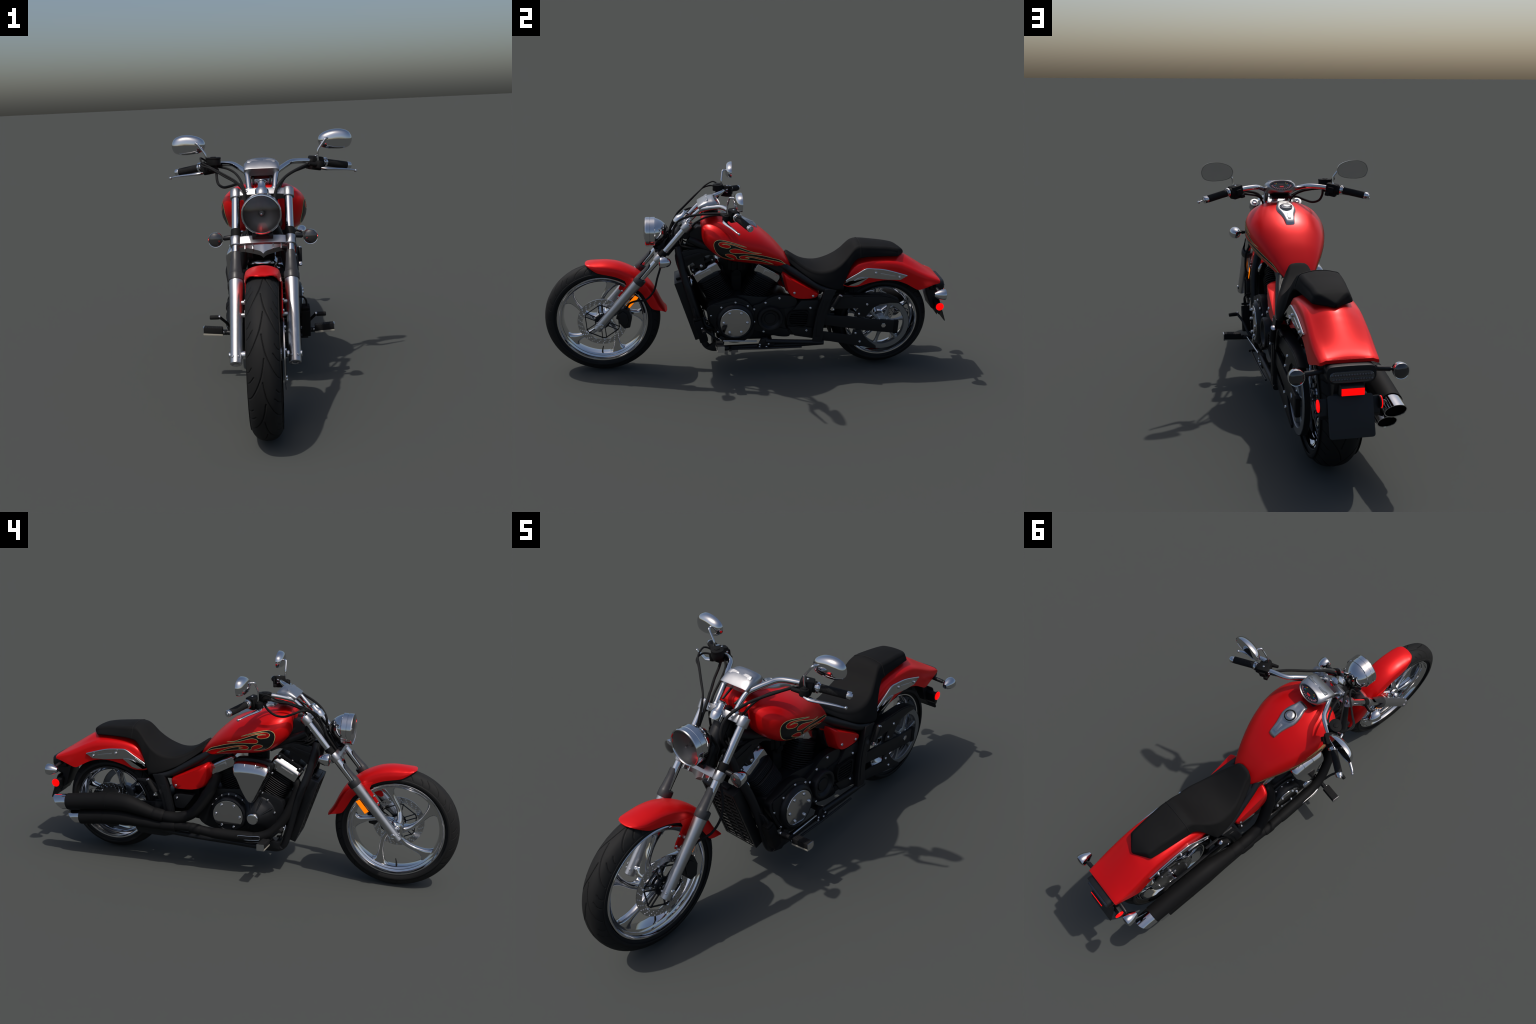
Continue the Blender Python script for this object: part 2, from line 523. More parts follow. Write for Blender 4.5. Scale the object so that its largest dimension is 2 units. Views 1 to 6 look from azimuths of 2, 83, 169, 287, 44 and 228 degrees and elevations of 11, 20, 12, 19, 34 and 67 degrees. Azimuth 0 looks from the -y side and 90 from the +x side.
# belt pulley with six spokes
pul = Build()
pul.add(lathe([(0.109, 0.086), (0.133, 0.086), (0.1345, 0.089), (0.1345, 0.107), (0.133, 0.110), (0.109, 0.110), (0.107, 0.107), (0.107, 0.089)], RW, X, 96, close=True))
pul.add(lathe([(0, 0.075), (0.046, 0.075), (0.046, 0.106), (0.040, 0.110), (0.018, 0.112), (0, 0.112)], RW, X, 40))
for i in range(6):
    a = TAU*i/6 + 0.25
    d, t = Vector((0, math.cos(a), math.sin(a))), Vector((0, -math.sin(a), math.cos(a)))
    rings = []
    for r, w, h in ((0.040, 0.020, 0.011), (0.06, 0.013, 0.009), (0.085, 0.012, 0.008), (0.100, 0.017, 0.009), (0.112, 0.030, 0.010)):
        rings.append([RW + d*r + t*(w/2*cu) + X*(0.098+h*cv) for cu, cv in ((1, .7), (.6, 1), (-.6, 1), (-1, .7), (-1, -.7), (-.6, -1), (.6, -1), (1, -.7))])
    pul.add(loft(rings))
pul.make("belt_pulley", PULLEY, wr)
# toothed drive belt, wrapped round both pulleys
FP = Vector((0, 0.092, 0.296))
loop = []
for i in range(49):
    a = -1.62 + 3.28*i/48
    loop.append((RW.y+0.136*math.cos(a), RW.z+0.136*math.sin(a)))
for i in range(25):
    a = 1.66 + 2.98*i/24
    loop.append((FP.y+0.045*math.cos(a), FP.z+0.045*math.sin(a)))
inner = [(y + (0.0045 if False else 0), z) for y, z in loop]
C2 = np.array(loop)
N2 = np.roll(C2, -1, 0)-np.roll(C2, 1, 0)
N2 = np.stack([N2[:, 1], -N2[:, 0]], 1)/np.linalg.norm(N2, axis=1)[:, None]
IN = C2-N2*0.004
rings = [[(x, *p) for p in (C2 if k else IN)] for x, k in ((0.088, 0), (0.108, 0), (0.108, 1), (0.088, 1), (0.088, 0))]
mesh_object("drive_belt", *loft(rings, cap=False), RUBBER, wr, 30)
bt = Build()
bt.add(rod(RW + Vector((-0.13, 0, 0)), RW + Vector((0.124, 0, 0)), 0.010)).add(rod(RW + Vector((0.119, 0, 0)), RW + Vector((0.128, 0, 0)), 0.0125, 6))
bt.make("axle", CHROME, wr)
for i in range(5):
    a = TAU*i/5 + 0.9
    bolt(RW + Vector((0.110, 0.033*math.cos(a), 0.033*math.sin(a))), X, wr, 0.8)
    bolt(RW + Vector((-0.075, 0.079*math.cos(a), 0.079*math.sin(a))), -X, wr, 0.8)
rc = Build()
rc.add(prism([(0.585, 0.175), (0.60, 0.20), (0.66, 0.165), (0.69, 0.145), (0.665, 0.128), (0.62, 0.145)], -0.105, -0.062, 0.004))
rc.make("brake_caliper", BLACK)

# ------------------------------------------------------------------ front fork
FA = Vector((0, 0.434, 0.515)).normalized()       # fork axis, upwards
FN = X.cross(FA).normalized()                     # in side plane, forward normal
if FN.y > 0:
    FN = -FN
FB = Vector((0, -0.7445, 0.254))                  # foot of the legs
FX = 0.097


def fork(h, s=0, off=0):
    return FB + FA*h + X*(s*FX) + FN*off


for s in SIDES:
    o = fork(0, s)
    leg = mesh_object("fork_leg", *lathe([(0, 0), (0.007, 0), (0.0072, 0.006), (0.0125, 0.0), (0.0185, 0.0), (0.0205, 0.002), (0.0208, 0.010), (0.0208, 0.03), (0.0210, 0.12), (0.0225, 0.24), (0.0245, 0.29), (0.0250, 0.312), (0.021, 0.314), (0, 0.314)], o, FA, 40), SILVER)
    mesh_object("fork_tube", *lathe([(0, 0.30), (0.0152, 0.30), (0.0152, 0.672), (0.0, 0.672)], o, FA, 32), CHROME, leg)
    # dust boot: collar ring plus a guard that rises along the front of the tube
    mesh_object("dust_boot", *lathe([(0.0165, 0.308), (0.0268, 0.308), (0.0275, 0.311), (0.0275, 0.330), (0.0265, 0.336), (0.0225, 0.338), (0.0165, 0.338)], o, FA, 40, close=True), BOOT, leg)
    rings = []
    for h in np.linspace(0.334, 0.418, 14):
        t = (h-0.334)/0.084
        r1 = 0.0272-0.0055*min(1, t*1.6)**0.7
        ha = 1.02-0.12*t-0.45*max(0, t-0.85)/0.15
        ring = [o + FA*h + (FN*math.cos(a) + X*math.sin(a))*r1 for a in np.linspace(-ha, ha, 18)]
        ring += [o + FA*h + (FN*math.cos(a) + X*math.sin(a))*(r1-0.0022) for a in np.linspace(ha, -ha, 18)]
        rings.append(ring)
    mesh_object("fork_guard", *loft(rings), BOOT, leg)
    mesh_object("clamp_sleeve", *lathe([(0.0152, 0.482), (0.0182, 0.482), (0.0185, 0.485), (0.0185, 0.512), (0.0180, 0.515), (0.0152, 0.515)], o, FA, 32, close=True), MATT, leg)
    for da in (-1, 1):
        bolt(fork(0.022, s) + (FN*0.86 + X*0.51*da)*0.0205, FN*0.86 + X*0.51*da, leg, 0.75)
    ca = fork(0.024, s) + X*(s*0.0195)
    mesh_object("axle_bolt", *lathe([(0, 0), (0.0105, 0), (0.0105, 0.004), (0.0085, 0.0055), (0.006, 0.0045), (0, 0.0045)], FW*0 + Vector((s*(FX+0.019), FW.y-0.0, FW.z-0.0)), X*s, 24), CHROME, leg)
    for h in (0.175, 0.222):   # fender studs on the inner face
        p = fork(h, s, 0.006)
        mesh_object("fender_stud", *rod(p - X*(s*0.018), p - X*(s*0.036), 0.0075), SILVER, leg)

# lower clamp: bar with rings, V-shaped web underneath
lo = Build()
for s in SIDES:
    lo.add(lathe([(0.0155, 0.448), (0.0200, 0.448), (0.0212, 0.451), (0.0212, 0.480), (0.0200, 0.483), (0.0155, 0.483)], fork(0, s), FA, 36, close=True))
half = [(0.0, 0.012), (0.05, 0.012), (0.082, 0.006), (0.088, 0.0)]


def crossbar(h0, h1, front, back, bx=0.088, nose=0.0):
    """Fork-clamp bar: plan outline swept between heights h0 and h1."""
    top = [(-bx, front), (-bx*0.72, front+0.004), (-0.03, front+0.004+nose*0.5), (0, front+0.004+nose), (0.03, front+0.004+nose*0.5), (bx*0.72, front+0.004), (bx, front),
           (bx, back), (bx*0.6, back-0.006), (-bx*0.6, back-0.006), (-bx, back)]
    v = [fork(h, 0, f) + X*x for h in (h0, h1) for x, f in top]
    n = len(top)
    return bevelled((v, [list(range(n))[::-1], list(range(n, 2*n))] + [[i, (i+1) % n, n+(i+1) % n, n+i] for i in range(n)]), 0.0025)


lo.add(crossbar(0.450, 0.481, 0.013, -0.012, 0.086, 0.002))
web = []
for x in np.linspace(-0.082, 0.082, 25):
    t = abs(x)/0.082
    d = -0.028 + 0.022*min(1, t*1.15)**0.8 - (0.006 if t < 0.12 else 0)*(1-t/0.12 if t < 0.12 else 0)
    c = fork(0.452 + d, 0, -0.002) + X*x
    web.append([c + FN*-0.002, fork(0.456, 0, 0.008) + X*x, fork(0.462, 0, -0.03) + X*x, c + FN*-0.034])
lo.add(loft(web))
for s in SIDES:
    for x in (0.036, 0.064):
        lo.add(box(fork(0.442, 0, -0.004) + X*(s*x), (0.004, 0.022, 0.020), (X, FN, FA), 0.001))
lower = lo.make("fork_clamp", SILVER)
# upper clamp
up = Build()
for s in SIDES:
    up.add(lathe([(0.0, 0.650), (0.0200, 0.650), (0.0212, 0.653), (0.0212, 0.683), (0.0200, 0.686), (0.013, 0.6865), (0, 0.6865)], fork(0, s), FA, 36))
up.add(crossbar(0.656, 0.684, 0.012, -0.016, 0.088, 0.004))
upper = up.make("fork_clamp", SILVER)
for s in SIDES:
    mesh_object("fork_cap", *lathe([(0.0115, 0.686), (0.0115, 0.690), (0.010, 0.6915), (0.007, 0.690), (0, 0.690)], fork(0, s), FA, 6), CHROME, upper)
    mesh_object("bar_riser", *rod(fork(0.682, 0, -0.003) + X*(s*0.047), fork(0.694, 0, -0.003) + X*(s*0.047), 0.0165), CHROME, upper)
    bolt(fork(0.670, 0, 0.016) + X*(s*0.056), FN, upper, 0.9)
# stem nut in front of the upper clamp
mesh_object("stem_cover", *lathe([(0, -0.055), (0.0255, -0.055), (0.0265, -0.053), (0.0265, -0.028), (0.0255, -0.026), (0.0150, -0.010), (0.0145, 0.008), (0.0185, 0.0095), (0.019, 0.012), (0.012, 0.015), (0.006, 0.0175), (0, 0.0175)],
            fork(0.690, 0, 0.026), FA, 40), CHROME, upper)

# ------------------------------------------------------------------ headlight
hl = Vector((0, -0.508, 0.7145))
HA = Vector((0, 1, 0))
lamp = mesh_object("headlight", *lathe([(0.0635, 0.014), (0.0635, 0.004), (0.0655, 0.001), (0.0685, 0.0015), (0.0705, 0.005), (0.0705, 0.0215), (0.0690, 0.0225), (0.0690, 0.0250), (0.0705, 0.0260), (0.0705, 0.047), (0.0690, 0.049), (0.0655, 0.0495),
            (0.0650, 0.052), (0.0615, 0.062), (0.0540, 0.077), (0.0440, 0.090), (0.0320, 0.101), (0.018, 0.109), (0.0, 0.112)], hl, HA, 64), CHROME, None, 24)
mesh_object("headlight_lens", *lathe([(0, -0.007), (0.025, -0.0055), (0.045, -0.002), (0.0638, 0.004), (0.0638, 0.007), (0.045, 0.001), (0.025, -0.0025), (0, -0.004)], hl, HA, 56), GLASS, lamp)
mesh_object("headlight_reflector", *lathe([(0.063, 0.008), (0.060, 0.018), (0.050, 0.032), (0.034, 0.043), (0.012, 0.048), (0.0115, 0.036), (0.008, 0.030), (0, 0.028)], hl, HA, 56), REFLECT, lamp)
mesh_object("headlight_bulb", *lathe([(0, 0.008), (0.0035, 0.0095), (0.005, 0.013), (0.005, 0.02), (0.002, 0.022), (0.002, 0.036)], hl, HA, 20), CHROME, lamp)
hb = Build()
hb.add(sweep(spline([(0, -0.430, 0.668), (0, -0.428, 0.650), (0, -0.440, 0.632), (0, -0.452, 0.620)], 5), [0.016, 0.018, 0.024, 0.03], 14, up=(1, 0, 0)))
hb.add(box((0, -0.447, 0.630), (0.075, 0.03, 0.018), None, 0.004))
for s in SIDES:
    hb.add(prism([(-.462, .622), (-.430, .660), (-.416, .690), (-.408, .690), (-.420, .650), (-.445, .618)], s*0.030, s*0.037, 0.001))
hb.make("headlight_bracket", BLACK)
hw = Build()
for i in range(5):
    y0, x0 = -0.40-0.004*i, -0.02+0.01*i
    hw.add(sweep(spline([(x0, -0.400, 0.70+0.006*i), (x0*1.6+0.01, -0.385, 0.675), (x0*2, -0.395, 0.645), (x0*1.5, -0.385, 0.62)], 6), 0.0032, 8))
hw.make("headlight_wiring", RUBBER, None, 38, True)


# ------------------------------------------------------------------ turn signals
def turn_signal(c, face, length, arm_to):
    c = Vector(c)
    d = Vector(face)
    body = mesh_object("turn_signal", *lathe([(0.0235, -0.002), (0.0262, -0.001), (0.0270, -0.003), (0.0268, -0.012), (0.0258, -0.020), (0.0225, -0.032), (0.0170, -0.043), (0.010, -length+0.003), (0, -length)], c, d, 36), CHROME)
    mesh_object("signal_lens", *lathe([(0, 0.0065), (0.010, 0.0055), (0.018, 0.003), (0.0245, -0.0015), (0.0225, -0.003), (0.012, 0.001), (0, 0.0025)], c, d, 36), SMOKE, body)
    mesh_object("signal_reflector", *lathe([(0.0238, -0.003), (0.020, -0.010), (0.012, -0.016), (0.004, -0.018), (0.004, -0.008), (0, -0.006)], c, d, 30), REFLECT, body)
    b = Build()
    a, t = c - d*0.022, Vector(arm_to)
    u = (t-a).normalized()
    b.add(rod(a + u*0.016, a + u*0.034, 0.0055)).add(rod(a + u*0.030, t, 0.0088))
    b.make("signal_stalk", BLACK, body)


for s in SIDES:
    turn_signal((s*0.170, -0.4375, 0.6185), (0, -1, 0), 0.052, (s*0.110, -0.425, 0.625))
    turn_signal((s*0.168, 0.950, 0.4255), (0, 1, 0), 0.058, (s*0.055, 0.922, 0.436))

# ------------------------------------------------------------------ handlebar and controls
BAR = [(0.046, -0.306, 0.772), (0.048, -0.298, 0.784), (0.052, -0.262, 0.822), (0.057, -0.243, 0.838), (0.070, -0.222, 0.847), (0.098, -0.178, 0.861), (0.112, -0.156, 0.866), (0.132, -0.140, 0.8675), (0.175, -0.120, 0.865), (0.250, -0.085, 0.855), (0.343, -0.0365, 0.835)]
G0, G1 = Vector((0.246, -0.0890, 0.8545)), Vector((0.349, -0.0355, 0.833))
for s in SIDES:
    m = lambda p: Vector((p[0]*s, p[1], p[2]))
    bar = mesh_object("handlebar", *sweep(spline([m(p) for p in BAR], 7), 0.0106, 18), CHROME)
    g0, g1 = m(G0), m(G1)
    d = (g1-g0).normalized()
    L = (g1-g0).length
    pr = [(0, 0.006), (0.0150, 0.006), (0.0160, 0.010), (0.0150, 0.014)]
    for i in range(14):   # faint rubber ribs
        h = 0.016 + (L-0.040)*i/13
        pr += [(0.0147, h), (0.0152, h+0.0018), (0.0147, h+0.0036)]
    pr += [(0.0147, L-0.018), (0.0, L-0.018)]
    mesh_object("grip", *lathe(pr, g0, d, 28), RUBBER, bar)
    mesh_object("bar_end", *lathe([(0, L-0.018), (0.0140, L-0.018), (0.0148, L-0.016), (0.0148, L-0.004), (0.0135, L-0.001), (0.0080, L-0.001), (0.0075, L+0.003), (0, L+0.0035)], g0, d, 28), CHROME, bar)
    mesh_object("grip_collar", *lathe([(0, -0.012), (0.0150, -0.012), (0.0150, -0.006), (0.0195, -0.005), (0.0200, -0.001), (0.0195, 0.003), (0.0155, 0.004), (0.0150, 0.008), (0, 0.008)], g0, d, 32), CHROME, bar)
    # switch box: two shells, thumb buttons
    c = m((0.207, -0.104, 0.859))
    w = Vector((0, 0, 1))
    w = (w - d*w.dot(d)).normalized()
    n = d.cross(w).normalized()
    if n.y > 0:
        n = -n                         # n points forward
    sb = Build()
    sb.add(box(c + w*0.003 + n*0.003, (0.050, 0.046, 0.040), (d, n, w), 0.007))
    sb.add(box(c - w*0.020 + n*0.002, (0.046, 0.040, 0.022), (d, n, w), 0.006))
    sb.add(box(c - n*0.021 - w*0.004, (0.026, 0.014, 0.026), (d, n, w), 0.003))
    sb.add(box(c - n*0.020 - w*0.022 - d*0.012, (0.018, 0.022, 0.016), (d, n, w), 0.003))
    sb.add(lathe(rounded(0.0205, -0.008, 0.006, 0.003), c + d*0.028, d, 28))
    sw = sb.make("switch_box", MATT, bar)
    bolt(c + w*0.0225, w, sw, 0.75)
    for hh in (0.006, -0.008):
        bolt(c - d*0.024 - n*0.012 + w*hh, -d, sw, 0.6)
    # lever perch and lever
    p = m((0.222, -0.137, 0.849))
    pb = Build()
    pb.add(lathe(rounded(0.0165, -0.014, 0.013, 0.003), p, w, 24))
    pb.add(box((p + c)/2 + n*0.006, (0.022, 0.022, 0.020), (d, n, w), 0.003))
    pb.add(rod(p + w*0.004, p + w*0.016, 0.009)).add(rod(p - w*0.014, p - w*0.008, 0.006))
    pb.add(sweep([p - d*0.006, p - d*0.020 - w*0.001, p - d*0.045 - w*0.001], [0.010, 0.0085, 0.0062], 14))
    pb.make("lever_perch", MATT, bar)
    lp = [(0.230, -0.142, 0.837), (0.250, -0.143, 0.834), (0.272, -0.137, 0.8315), (0.305, -0.121, 0.828), (0.335, -0.107, 0.8245), (0.354, -0.098, 0.8210), (0.364, -0.0910, 0.8175)]
    lever = mesh_object("lever", *sweep(spline([m(q) for q in lp], 6), [0.0100, 0.0120, 0.0095, 0.0078, 0.0065, 0.0052, 0.0038], 14, flat=0.6, up=n), CHROME, bar)
    mesh_object("lever_ball", *lathe([(0.006*math.sin(t), -0.006*math.cos(t)) for t in np.linspace(0, math.pi, 11)], m((0.366, -0.0895, 0.8172)), d, 18), CHROME, lever)
    # mirror: bent stem, teardrop shell, flat glass
    st = [(0.217, -0.128, 0.862), (0.217, -0.130, 0.882), (0.2185, -0.131, 0.903), (0.222, -0.130, 0.912), (0.244, -0.1255, 0.942), (0.250, -0.122, 0.949), (0.2545, -0.113, 0.950), (0.262, -0.098, 0.949)]
    stem = mesh_object("mirror_stem", *sweep(spline([m(q) for q in st], 5), [0.0055, 0.0045, 0.004, 0.0042, 0.0040, 0.0052, 0.0048, 0.0045], 12), CHROME, bar)
    out = spline([(0.2215, 0.946), (0.2290, 0.9245), (0.2520, 0.9130), (0.2900, 0.9085), (0.3220, 0.9100), (0.3460, 0.9200), (0.3555, 0.9460), (0.3450, 0.9720), (0.3220, 0.9840), (0.2900, 0.9870), (0.2550, 0.9800), (0.2300, 0.9660)], 5, closed=True)
    O = np.array(out)
    O[:, 1] -= 0.004
    mc = np.array([0.292, 0.944])
    slope = lambda x, z: -0.0785 + 0.02*(z-0.948) + 0.05*(x-0.29)
    rings = []
    for k in range(9):
        t = k/8*0.97
        sc, dep = math.cos(t*math.pi/2)**0.62, math.sin(t*math.pi/2)
        rings.append([(s*q[0], slope(*q) - 0.030*dep, q[1]) for q in (mc + (O-mc)*sc)])
    lip = [[(s*q[0], slope(*q)+0.0028, q[1]) for q in O], ]
    inl = [[(s*q[0], slope(*q)+0.0028, q[1]) for q in (mc + (O-mc)*0.965)], [(s*q[0], slope(*q)+0.0005, q[1]) for q in (mc + (O-mc)*0.955)], [(s*q[0], slope(*q)+0.0005, q[1]) for q in (mc + (O-mc)*0.3)]]
    shell = mesh_object("mirror_shell", *loft(inl[::-1] + lip + rings), CHROME, stem, 50)
    gl = [[(s*q[0], slope(*q)+e, q[1]) for q in (mc + (O-mc)*k)] for k, e in ((0.95, 0.001), (0.945, 0.0018), (0.5, 0.0018), (0.05, 0.0018))]
    mesh_object("mirror_glass", *loft(gl), MIRROR, shell)

# front brake master cylinder reservoir (right hand only)
rv = Build()
rb = spline([(-0.162, -0.140), (-0.160, -0.160), (-0.175, -0.176), (-0.197, -0.170), (-0.214, -0.152), (-0.208, -0.132), (-0.185, -0.126)], 5, closed=True)
rv.add(bevelled(loft([[(p[0], p[1], z) for p in rb] for z in (0.866, 0.889)]), 0.002))
rv.add(bevelled(loft([[(-0.187+(p[0]+0.187)*k, -0.150+(p[1]+0.150)*k, z) for p in rb] for z, k in ((0.888, 1.04), (0.896, 1.04))]), 0.002))
rv.add(lathe(rounded(0.011, 0, 0.003, 0.001), (-0.187, -0.150, 0.8955), (0, 0, 1), 24))
rv.add(box((-0.190, -0.140, 0.856), (0.035, 0.03, 0.026), None, 0.004))
rv.make("brake_fluid_reservoir", MATT)


# cables and hoses
def cable(pts, r, name="cable"):
    return mesh_object(name, *sweep(spline(pts, 10), r, 10), RUBBER)


cable([(0.176, -0.134, 0.852), (0.150, -0.180, 0.846), (0.098, -0.258, 0.826), (0.068, -0.318, 0.803), (0.052, -0.352, 0.778), (0.047, -0.371, 0.745), (0.047, -0.374, 0.705), (0.042, -0.350, 0.655), (0.03, -0.32, 0.60)], 0.0058, "clutch_cable")
cable([(0.185, -0.112, 0.846), (0.150, -0.142, 0.838), (0.100, -0.192, 0.822), (0.072, -0.250, 0.792), (0.055, -0.290, 0.745), (0.035, -0.310, 0.67)], 0.0045, "wiring_loom")
cable([(-0.206, -0.140, 0.876), (-0.228, -0.158, 0.893), (-0.234, -0.176, 0.897), (-0.224, -0.212, 0.880), (-0.194, -0.236, 0.8655), (-0.140, -0.280, 0.840), (-0.090, -0.322, 0.812), (-0.066, -0.358, 0.780), (-0.060, -0.395, 0.70), (-0.05, -0.40, 0.64)], 0.0036, "throttle_cable")
cable([(-0.200, -0.150, 0.868), (-0.226, -0.176, 0.878), (-0.232, -0.202, 0.874), (-0.220, -0.224, 0.868), (-0.194, -0.240, 0.861), (-0.138, -0.284, 0.832), (-0.086, -0.326, 0.804), (-0.062, -0.362, 0.770), (-0.056, -0.390, 0.69), (-0.045, -0.39, 0.63)], 0.0036, "throttle_cable")
cable([(-0.176, -0.142, 0.852), (-0.177, -0.156, 0.826), (-0.170, -0.188, 0.798), (-0.148, -0.223, 0.786), (-0.118, -0.258, 0.793), (-0.092, -0.288, 0.802), (-0.068, -0.322, 0.795), (-0.060, -0.356, 0.758), (-0.058, -0.400, 0.69), (-0.05, -0.44, 0.63), (-0.02, -0.455, 0.59)], 0.0052, "brake_hose")
cable([(-0.172, -0.130, 0.858), (-0.130, -0.165, 0.850), (-0.095, -0.225, 0.832), (-0.072, -0.290, 0.800), (-0.060, -0.325, 0.75), (-0.045, -0.335, 0.68)], 0.0045, "wiring_loom")
cable([(0.060, -0.440, 0.585), (0.085, -0.436, 0.570), (0.112, -0.452, 0.520), (0.116, -0.470, 0.455), (0.105, -0.510, 0.405), (0.092, -0.555, 0.395), (0.086, -0.590, 0.378), (0.084, -0.606, 0.345)], 0.0048, "brake_hose")

# ------------------------------------------------------------------ instrument pod
def superring(c, hx, hz, ax_u, ax_v, e=0.6, n=44, chin=0.0):
    r = []
    for j in range(n):
        a = TAU*j/n
        cu, cv = math.copysign(abs(math.cos(a))**e, math.cos(a)), math.copysign(abs(math.sin(a))**e, math.sin(a))
        k = 1 - chin*max(0, -cv)**1.5
        r.append(Vector(c) + ax_u*(hx*cu*k) + ax_v*(hz*cv))
    return r


def tilt(deg):
    a = math.radians(deg)
    return Vector((0, math.cos(a), math.sin(a))), Vector((0, -math.sin(a), math.cos(a)))   # normal, up


rings = []
for (y, z), hx, hz, t, e, ch in [((-.250, .840), 0.050, 0.008, 30, .4, 0), ((-.2515, .8405), 0.0645, 0.0165, 31, .34, 0), ((-.248, .8415), 0.0665, 0.0185, 32, .34, 0), ((-.222, .850), 0.0675, 0.027, 35, .42, .05),
                              ((-.203, .856), 0.0675, 0.0315, 38, .50, .10), ((-.198, .8575), 0.0655, 0.0320, 39, .55, .15), ((-.180, .8625), 0.0640, 0.0325, 41, .72, .22), ((-.1715, .8675), 0.0600, 0.0305, 42, .85, .24), ((-.168, .870), 0.0540, 0.0265, 42, .92, .24)]:
    nrm, upv = tilt(t)
    rings.append(superring((0, y, z), hx, hz, X, upv, e, 44, ch))
nrm, upv = tilt(42)
dc = Vector((0, -0.1715, 0.8665))
rings.append(superring(dc, 0.0505, 0.0240, X, upv, 0.95, 44, .24))
pod = mesh_object("instrument_pod", *loft(rings), SILVER, None, 45)
mesh_object("gauge_dial", *loft([superring(dc + nrm*0.0006, 0.0498, 0.0236, X, upv, .95, 44, .24), superring(dc + nrm*0.0012, 0.049, 0.0232, X, upv, .95, 44, .24), superring(dc + nrm*0.0012, 0.01, 0.005, X, upv, .95, 44, .24)]), DIAL, pod)
tk = Build()
for i in range(15):
    a = math.radians(180 + 180*i/14)
    c = dc + nrm*0.0018 + X*(0.041*math.cos(a)) + upv*(0.0185*math.sin(a) + 0.003)
    r = (X*math.cos(a) + upv*math.sin(a)*0.6).normalized()
    tk.add(box(c, (0.0018, 0.007, 0.0008), (nrm.cross(r), r, nrm), 0))
tk.make("gauge_ticks", TICK, pod, 38, True)
for col, dx, dv in (("red", -0.026, 0.011), ("yellow", -0.020, 0.0135), ("green", -0.024, 0.004), ("blue", -0.029, 0.002), ("yellow", 0.022, 0.0135), ("red", 0.028, 0.011), ("green", 0.024, 0.004), ("blue", 0.029, 0.002)):
    mesh_object("indicator_light", *lathe(rounded(0.0019, 0.001, 0.0022, 0.0004), dc + X*dx + upv*dv, nrm, 10), LAMPS[col], pod)
mesh_object("gauge_display", *box(dc + nrm*0.0016 - upv*0.004, (0.017, 0.007, 0.001), (X, upv, nrm), 0), LAMPS["red"], pod)
mesh_object("gauge_display", *box(dc + nrm*0.0016 + upv*0.005, (0.018, 0.003, 0.001), (X, upv, nrm), 0), PLATE, pod)
for s in SIDES:   # two raised ribs on the hood
    n2, u2 = tilt(33)
    c = Vector((s*0.030, -0.2200, 0.8805))
    ring = spline([(-0.022, -0.008), (0.022, -0.008), (0.0235, 0.0), (0.020, 0.008), (-0.020, 0.008), (-0.0235, 0)], 3, closed=True)
    v1 = Vector((0, math.cos(0.58), math.sin(0.58)))
    mesh_object("pod_rib", *loft([[c + X*p[0]*k + v1*p[1]*k + v1.cross(X)*(-h if v1.cross(X).z < 0 else h) for p in ring] for k, h in ((1.05, -0.006), (1.0, 0.0004), (0.94, 0.0010), (0.5, 0.0010))]), SILVER, pod)
ub = Build()
ub.add(prism([(-.238, .826), (-.160, .822), (-.175, .810), (-.225, .812)], -0.042, 0.042, 0.004))
for s in SIDES:
    ub.add(rod((s*0.030, -0.285, 0.800), (s*0.034, -0.225, 0.824), 0.004))
ub.make("pod_bracket", BLACK, pod)

# ------------------------------------------------------------------ fuel tank
# station: y, top z, underside z, half width, underside half width
TANK = [(-0.243, 0.772, 0.722, 0.060, 0.045), (-0.2395, 0.782, 0.700, 0.090, 0.062), (-0.229, 0.789, 0.678, 0.116, 0.076), (-0.210, 0.7945, 0.657, 0.138, 0.084), (-0.185, 0.798, 0.636, 0.153, 0.088), (-0.150, 0.7975, 0.614, 0.1635, 0.090),
        (-0.100, 0.788, 0.598, 0.1675, 0.090), (-0.040, 0.768, 0.588, 0.160, 0.088), (0.030, 0.732, 0.576, 0.140, 0.082), (0.100, 0.675, 0.561, 0.110, 0.072), (0.150, 0.621, 0.546, 0.083, 0.058), (0.185, 0.575, 0.531, 0.060, 0.044), (0.203, 0.540, 0.516, 0.038, 0.028)]


def tank_ring(y, zt, zb, w, wb):
    zm = zb + 0.44*(zt-zb)
    e = 2/2.25
    pts = []
    for t in np.linspace(0, math.pi/2, 22):      # crown to waist
        pts.append((w*math.sin(t)**e, zm+(zt-zm)*math.cos(t)**e))
    for t in np.linspace(0, math.pi/2, 16)[1:]:  # waist to underside
        pts.append((wb+(w-wb)*math.cos(t)**0.9, zm-(zm-zb)*math.sin(t)**0.95))
    pts.append((wb*0.85, zb-0.001))
    pts.append((wb*0.5, zb+0.004))
    pts.append((0, zb+0.006))
    right = [(x, y, z) for x, z in pts]
    return right + [(-x, y, z) for x, y, z in right[-2:0:-1]]


tank_vf = loft([tank_ring(*st) for st in spline(TANK, 7)])
tank = mesh_object("fuel_tank", *tank_vf, RED, None, 50)
BV = BVHTree.FromPolygons([Vector(v) for v in tank_vf[0]], [tuple(f) for f in tank_vf[1]])


def on_tank(y, z, s, lift):
    hit = BV.ray_cast(Vector((0.5*s, y, z)), Vector((-s, 0, 0)))
    if hit[0] is None:
        hit = BV.find_nearest(Vector((0.1*s, y, z)))
    n = hit[1] if hit[1].x*s > 0 else -hit[1]
    return hit[0] + n*lift


